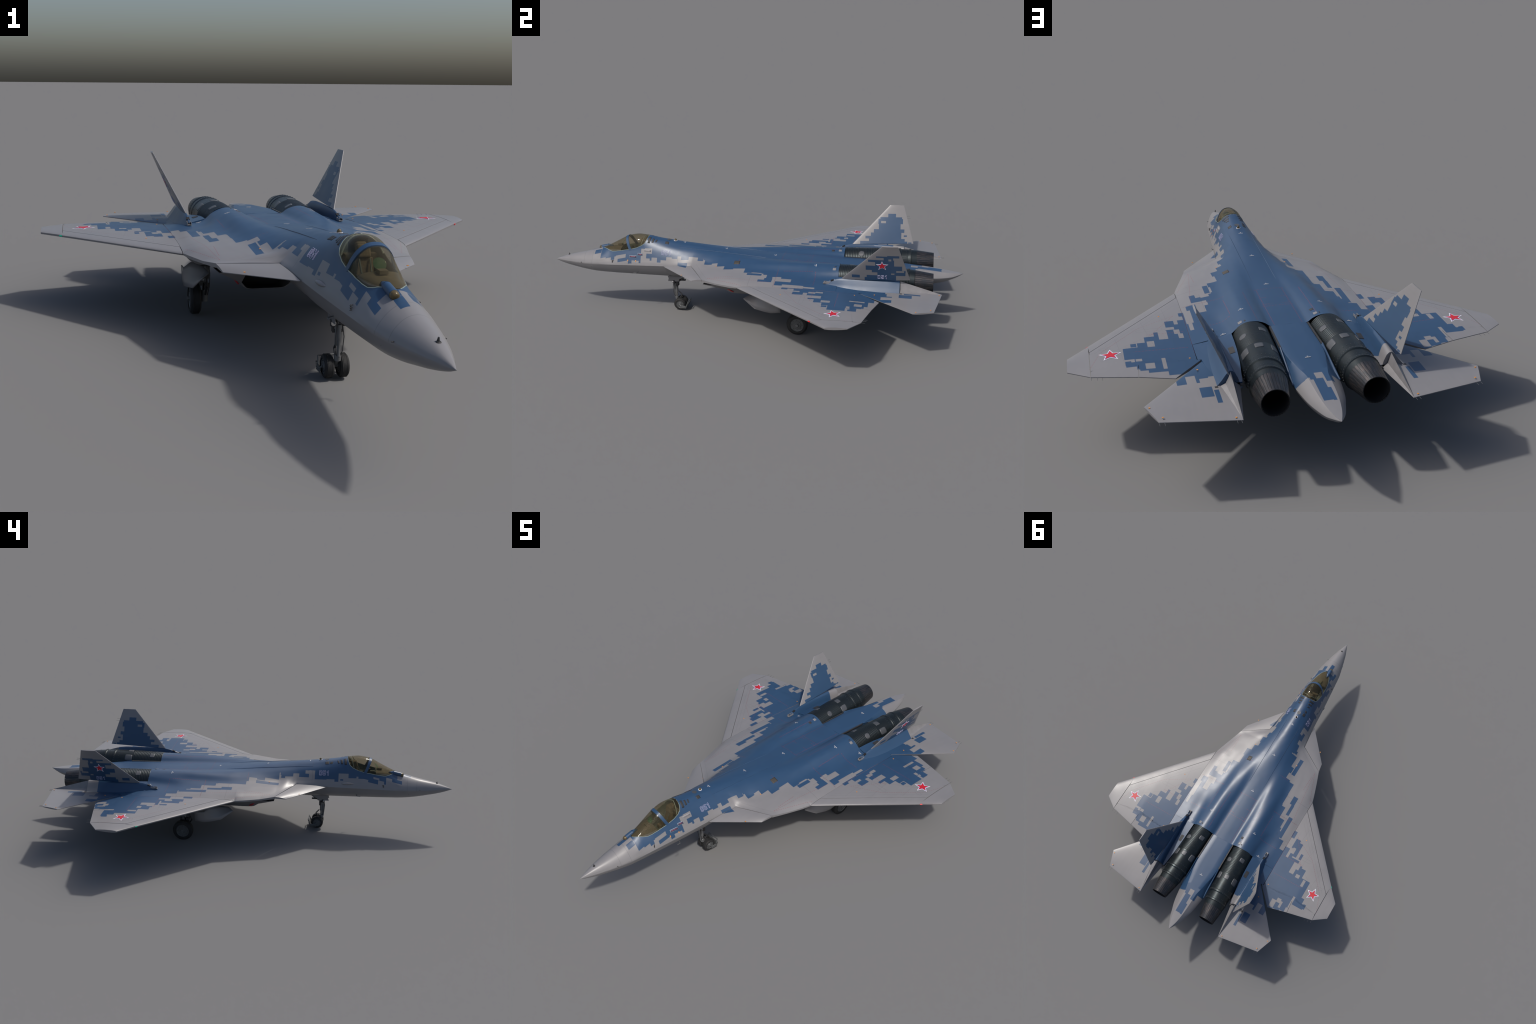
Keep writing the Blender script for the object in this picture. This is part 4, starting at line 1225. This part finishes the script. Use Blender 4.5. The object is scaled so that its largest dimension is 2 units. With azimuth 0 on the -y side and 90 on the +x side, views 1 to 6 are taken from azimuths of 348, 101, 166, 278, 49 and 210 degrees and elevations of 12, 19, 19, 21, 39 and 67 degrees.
# ------------------------------------------------------------------ probes, sensors, vents
def build_details(on_skin):
    def put_disc(name, x, y, r, mat, h=.0012, n=20):
        G = Geo()
        e = .004
        z = skin_z(x, y)
        nx = -(skin_z(abs(x) + e, y) - skin_z(max(abs(x) - e, 0), y))/(2*e if abs(x) >= e else e)*(1 if x > 0 else -1)
        if abs(x) < 1e-4: nx = 0
        ny = -(skin_z(x, y + e) - skin_z(x, y - e))/(2*e)
        nv = Vector((nx, ny, 1)).normalized()
        G.tube(Vector((x, y, z)) - nv*.004, Vector((x, y, z)) + nv*h, r, n=n)
        return G.make(name, [mat], smooth=30), Vector((x, y, z)), nv
    # infrared search sensor ball in front of the windscreen (offset to starboard)
    G = Geo()
    G.tube((-.0145, -.753, .3010), (-.0155, -.718, .3085), .0100, .0100, n=24, mat=0)
    G.tube((-.0155, -.718, .3085), (-.0165, -.695, .3100), .0100, .0040, n=24, mat=0)
    G.box((-.0145, -.742, .2965), (.014, .040, .014), 0)
    ob = G.make('sensor_fairing', ['blue'], smooth=40)
    G = Geo()
    prof = [(-.0100, .0001)] + [(-.0100*abs(math.cos(a))**.8, .0097*math.sin(a)**.7) for a in np.linspace(.15, math.pi*.5, 9)] + [(.006, .0095)]
    G.lathe(prof, (-.0145, -.7560, .3004), (-.02, 1, .2), n=24)
    G.make('sensor_ball', ['amber'], parent=ob, smooth=50)
    # dorsal beacon
    ob, p, nv = put_disc('beacon_base', 0, -.367, .0085, 'white', .0015)
    G = Geo()
    prof = [(.0, .0062)] + [(.0105*math.sin(a), .0062*math.cos(a)) for a in np.linspace(.2, 1.55, 7)]
    G.lathe(prof, p, (0, 0.05, 1), n=20)
    G.make('beacon_lens', ['amber'], parent=ob, smooth=50)
    put_disc('dorsal_antenna', 0, -.398, .0105, 'panel', .0006)
    # air-data vanes on the nose
    for (x, y, zz) in ((0, -.926, None), (.050, -.845, .240), (-.050, -.845, .240)):
        G = Geo()
        if zz is None:
            z = skin_z(0, y)
            G.tube((0, y + .002, z - .001), (0, y, z + .0085), .0030, .0016, n=10)
            G.tube((0, y + .001, z - .001), (0, y + .001, z + .0012), .0058, .0045, n=14)
        else:
            x = math.copysign(skin_x(y, zz), x)
            G.tube((x*.96, y, zz), (x*1.10, y - .001, zz), .0016, .001, n=8)
        G.make('air_data_vane', ['dark'], smooth=40)
    for sx in (1, -1):
        y, zz = -.672, .2575
        x = sx*skin_x(y, zz)
        G = Geo()
        for dz in (-.0045, 0, .0045):
            G.tube((x*.97, y + .004, zz + dz), (x + sx*.006, y - .004, zz + dz), .0010, n=8)
        G.tube((x + sx*.003, y, zz - .006), (x + sx*.003, y, zz + .006), .0012, n=8)
        G.make('angle_probe', ['dark'], smooth=40)
        # low pitot tubes and optical window under the chine
        yy = -.547
        G = Geo()
        G.path([(sx*.066, yy, .205), (sx*.080, yy - .004, .2035), (sx*.081, yy - .020, .2035)], .0016, 8)
        G.make('pitot_tube', ['hub'], smooth=40)
        G = Geo()
        G.tube((sx*.0478, -.793, .222), (sx*.0525, -.793, .2215), .0045, n=16)
        G.make('optical_window', ['dark'], smooth=40)
        # long sensor blister on the starboard-and-port cheek
        if sx < 0:
            G = Geo()
            rows = []
            for t in np.linspace(0, 1, 22):
                y = mix(-.535, -.470, t)
                zc = .2665
                s = math.sin(math.pi*t)**.7 if 0 < t < 1 else 0
                xb = skin_x(y, zc)
                rows.append([(-(xb - .001 + .0075*s*math.sin(a)), y, zc + .0058*s*math.cos(a)) for a in np.linspace(0, math.pi, 11)])
            G.grid(np.array(rows), 0)
            G.make('cheek_blister', ['grey'], smooth=60)
    # cooling grilles behind the canopy, slats of dark mesh on the skin
    def skin_patch(name, y0, y1, t0, t1, mat, up=.0008, sx=1, skew=0.0, parent=None):
        G = Geo()
        pts = np.zeros((6, 8, 3))
        for i in range(6):
            for j in range(8):
                u, v = i/5, j/7
                y = mix(y0, y1, u) + skew*v
                x = mix(t0, t1, v)
                z = skin_z(x, y) + up
                pts[i, j] = (sx*x, y, z)
        G.grid(pts, 0, flip=sx < 0)
        ob = G.make(name, [mat], parent=parent, smooth=60)
        if ob.data.polygons[0].normal.z < 0:
            ob.data.flip_normals()
        md = ob.modifiers.new('thick', 'SOLIDIFY'); md.thickness = .0022; md.offset = -1
        return ob
    for sx in (1, -1):
        for (a, b, i, o) in ((-.492, -.481, .018, .043), (-.473, -.464, .021, .040), (-.456, -.449, .023, .036)):
            skin_patch('cooling_grille', a, b, i, o, 'dark', sx=sx, skew=-.004)
        skin_patch('air_outlet', -.410, -.392, .0235, .0365, 'dark', sx=sx)
        if sx < 0:
            skin_patch('air_outlet', -.430, -.418, .026, .0365, 'dark', sx=sx, skew=.004)
    skin_patch('bleed_door', -.052, -.024, .105, .128, 'bleed', sx=1)
    skin_patch('bleed_vent', .383, .396, .085, .097, 'dark', sx=-1)
    skin_patch('nacelle_plate', .416, .431, .088, .101, 'grey', sx=-1)
    skin_patch('nacelle_plate', .416, .431, .150, .163, 'grey', sx=1)
    skin_patch('nacelle_notch', .422, .430, .106, .110, 'dark', sx=-1)
    skin_patch('nacelle_notch', .422, .430, .139, .144, 'dark', sx=1)
    # dark vents on the tail beams
    G = Geo()
    G.box((.2075, .5455, .2508), (.017, .036, .0016), 0, Matrix.Rotation(math.radians(15), 3, 'Y') @ Matrix.Rotation(math.radians(-5), 3, 'X'))
    both(G, 'beam_vent', ['dark'], smooth=0)
    # nav lights on the wing leading edge
    for sx, m in ((1, 'redlight'), (-1, 'greenlight')):
        G = Geo()
        G.tube((sx*.6345, .3705, .2305), (sx*.6415, .3785, .2303), .0026, n=10)
        G.make('navigation_light', [m], smooth=40)
    # static dischargers
    G = Geo()
    def wick(x, y, z, d=(0, 1, 0), l=.016):
        G.tube((x, y - .002, z), (x + d[0]*l, y + d[1]*l, z + d[2]*l), .0007, .0005, n=6)
    for x in (.600, .615, .632): wick(x, float(wing_te(x)), float(wing_mid(x, wing_te(x))))
    for x, y in ((.452, .871), (.466, .868), (.250, .901), (.262, .899)): wick(x, y, .2185 if x > .4 else .2145)
    for t in (.66, .72): 
        p = mix(np.array([.258, .765, .283]), np.array([.335, .7135, .4562]), t)
        wick(*p)
    both(G, 'static_discharger', ['panel'])
    # thin strakes on the dorsal spine (long access-cover edges)
    for sx in (1, -1):
        G = Geo()
        rows = []
        for y in np.linspace(-.335, .085, 60):
            t = (y + .335)/.42
            x = mix(.0435, .0450, t)
            h = .0022*math.sin(math.pi*min(max(t, .02), .98))**.4
            z = skin_z(x, y)
            rows.append([(sx*(x - .0022), y, z - .0008), (sx*(x + .0002), y, z + h*.75), (sx*(x + .0014), y, skin_z(x + .0014, y) - .0012)])
        G.grid(np.array(rows), 0)
        G.make('spine_strake', ['blue'], smooth=20)

# ------------------------------------------------------------------ markings
def star_points(R, r=.40, rot=0.0):
    return [((R if i % 2 == 0 else R*r)*math.sin(rot + math.pi*i/5), (R if i % 2 == 0 else R*r)*math.cos(rot + math.pi*i/5)) for i in range(10)]

def draw_star(mapper, R, rot, parent=None, flip=False):
    ob0 = None
    for k, (s, m) in enumerate(((1.0, 'white'), (.80, 'starblue'), (.72, 'red'))):
        G = Geo()
        up = .0006 + .0004*k
        pts = star_points(R*s, .42, rot)
        ctr = [mapper(0, 0, up)]
        vs = ctr + [mapper(u, v, up) for u, v in pts]
        base = [mapper(0, 0, -.0006)] + [mapper(u, v, -.0006) for u, v in pts]
        n = 10
        fs = [(0, 1 + i, 1 + (i+1) % n) for i in range(n)]
        fs += [(1+i, n+2+i, n+2+(i+1) % n, 1+(i+1) % n) for i in range(n)]
        G.add(vs + base, fs, 0)
        o = G.make(('star_border', 'star_edge', 'star')[k], [m], parent=(ob0 if k else parent), smooth=0, fix=True)
        if k == 0:
            ob0 = o

DIG = {'0': [[(0, .12), (.12, 0), (.48, 0), (.6, .12), (.6, .88), (.48, 1), (.12, 1), (0, .88)], [(.17, .22), (.22, .17), (.38, .17), (.43, .22), (.43, .78), (.38, .83), (.22, .83), (.17, .78)]],
       '5': [[(0, .12), (.12, 0), (.48, 0), (.6, .12), (.6, .50), (.48, .62), (.18, .62), (.18, .83), (.58, .83), (.58, 1), (0, 1), (0, .45), (.38, .45), (.43, .40), (.43, .22), (.38, .17), (.22, .17), (.17, .22), (.17, .28), (0, .28)]],
       '1': [[(.24, 0), (.42, 0), (.42, 1), (.28, 1), (.05, .80), (.05, .62), (.24, .76)]]}
def draw_number(name, mapper, h, text='051', mat='lilac', r=.00055, parent=None):
    G = Geo()
    w = h*.78
    x0 = -w*len(text)/2
    for i, ch in enumerate(text):
        for loop in DIG[ch]:
            pts = []
            m = len(loop)
            for k in range(m):
                a, b = loop[k], loop[(k+1) % m]
                for t in (0, .5):
                    u = x0 + i*w + mix(a[0], b[0], t)*h*.98; v = (mix(a[1], b[1], t) - .5)*h
                    pts.append(mapper(u, v, .0007))
            pts.append(pts[0])
            G.path(pts, r, 5)
    return G.make(name, [mat], parent=parent, smooth=50)

def build_markings(fin_c, fin_n):
    for sx in (1, -1):
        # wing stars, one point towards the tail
        def wm(u, v, up, sx=sx):
            x, y = .570 + u, .463 + v
            return (sx*x, y, float(wing_up(x, y)) + up)
        draw_star(wm, .0375, STAR_ROT)
        def wl(u, v, up, sx=sx):
            x, y = .570 + u, .463 + v
            return (sx*x, y, float(wing_lo(x, y)) - up)
        draw_star(wl, .0375, STAR_ROT)
        # fin stars and numbers on the outer faces
        nrm = np.array(fin_n) * (1 if fin_n[0] > 0 else -1)
        upv = np.array([0, 0, 1.0]); upv = upv - nrm*np.dot(upv, nrm); upv /= np.linalg.norm(upv)
        fwd = np.cross(upv, nrm); fwd = fwd if fwd[1] > 0 else -fwd
        def fin_off(p):
            # outer skin distance from the mid plane of the fin
            c = fin_c
            s = np.clip((p[2] - .28)/.176, 0, 1)
            a, b = mix(c[0], c[1], s), mix(c[3], c[2], s)
            t = np.clip((p[1] - a[1])/(b[1] - a[1]), .001, .999)
            return mix(.0068, .0026, s)*(t**.55)*((1-t)**.8)/.49 + .0008
        def fm(cy, cz):
            base = np.array([0, cy, cz]); c0 = fin_c[0]
            base[0] = c0[0] - (nrm[1]*(cy - c0[1]) + nrm[2]*(cz - c0[2]))/nrm[0]
            def f(u, v, up, sx=sx):
                p = base + fwd*u*(1 if sx > 0 else -1)*1.0 + upv*v
                p = p + nrm*(fin_off(p) + up)
                return (sx*p[0], p[1], p[2])
            return f
        draw_star(fm(.645, .358), .0275, 0)
        draw_number('tail_number', fm(.648, .2985), .0200)
        # side numbers behind the cockpit
        def sm(u, v, up, sx=sx):
            y = -.393 + u*(1 if sx > 0 else -1); z = .3085 + v*.86
            return (sx*(skin_x(y, z) + up), y, z)
        draw_number('side_number', sm, .0225)
    # walkway marks: a bar with a small cross beside it
    def mark(x, y):
        G = Geo()
        for (dx, dy, a, b) in ((0, 0, .0085, .0016), (0, -.0058, .0028, .0009), (0, -.0058, .0009, .0028)):
            pts = []
            for u, v in ((-1, -1), (1, -1), (1, 1), (-1, 1)):
                px, py = x + dx + u*a, y + dy + v*b
                pts.append((px, py, skin_z(px, py) + .0009))
            G.prism(pts, (0, 0, -.002))
        G.make('walkway_mark', ['mark'], smooth=0)
    for y in (-.318, -.111, .127):
        mark(0, y)
    for sx in (1, -1):
        mark(sx*.136, .338); mark(sx*.212, .428)
    G = Geo()
    for (dy, a, b) in ((0, .0085, .0016), (-.0058, .0030, .0008), (-.0058, .0008, .0030)):
        G.prism([(u*a, .671 + dy + v*b, .2618) for u, v in ((-1, -1), (1, -1), (1, 1), (-1, 1))], (0, 0, -.003))
    G.make('walkway_mark', ['mark'], smooth=0)
    # warning plates beside the cockpit (port) and small orange lifting marks
    def plate_on(y0, y1, z0, z1, sx, mat, up, name):
        G = Geo()
        pts = np.zeros((5, 4, 3))
        for i in range(5):
            for j in range(4):
                y, z = mix(y0, y1, i/4), mix(z0, z1, j/3)
                pts[i, j] = (sx*(skin_x(y, z) + up), y, z)
        G.grid(pts, 0, flip=sx < 0)
        o = G.make(name, [mat], smooth=60)
        if o.data.polygons[0].normal.x*sx < 0:
            o.data.flip_normals()
        md = o.modifiers.new('thick', 'SOLIDIFY'); md.thickness = .0012; md.offset = -1
    for (y0, y1, z0, z1) in ((-.585, -.547, .2785, .2895), (-.543, -.516, .2905, .3015), (-.510, -.474, .3095, .3180)):
        plate_on(y0, y1, z0, z1, 1, 'mark', .0005, 'warning_plate')
        plate_on(y0 + .0012, y1 - .0012, z0 + .0012, z1 - .0012, 1, 'blue' if y0 < -.52 else 'grey', .0008, 'warning_plate')
        plate_on(y0 + .004, y1 - .004, z0 + .0042, z1 - .0042, 1, 'darkred', .0011, 'warning_plate')
    for y in (-.592, -.550):
        plate_on(y - .002, y + .002, .262, .269, 1, 'orange', .0006, 'rescue_mark')
    # orange hoisting marks
    spots = [(.395, .215), (.335, .530), (.205, -.285), (.150, -.240), (.135, -.135)]
    for sx in (1, -1):
        for x, y in spots:
            z = float(wing_up(x, y)) if x > .3145 else (skin_z(x, y) if y > -.17 or x < .11 else None)
            if z is None:
                z = .2495 if x < .18 else .2440
                z += .004
            G = Geo()
            G.box((sx*x, y, z), (.0045, .0045, .0016), 0)
            G.make('hoist_mark', ['orange'], smooth=0)
        for x, y in ((.485, .795), (.455, .855), (.262, .890), (.325, .615)):
            G = Geo(); G.box((sx*x, y, .2265 if x > .4 else (.2185 if y > .8 else .2335)), (.0045, .0045, .0016), 0)
            G.make('hoist_mark', ['orange'], smooth=0)

STAR_ROT = math.pi

# ------------------------------------------------------------------ assembly
def main():
    global ROOT
    ROOT = bpy.data.objects.new('fighter_jet', None)
    SC.objects.link(ROOT)
    ROOT['label'] = 'twin-engine stealth fighter jet in blue and grey pixel camouflage'
    ROOT['category'] = 'fighter jet'
    make_materials()
    on_skin = build_fuselage()
    fin_c, fin_n = build_wings()
    build_tail()
    build_engines()
    build_nacelles()
    build_cockpit(on_skin)
    build_gear()
    build_details(on_skin)
    build_markings(fin_c, fin_n)

main()
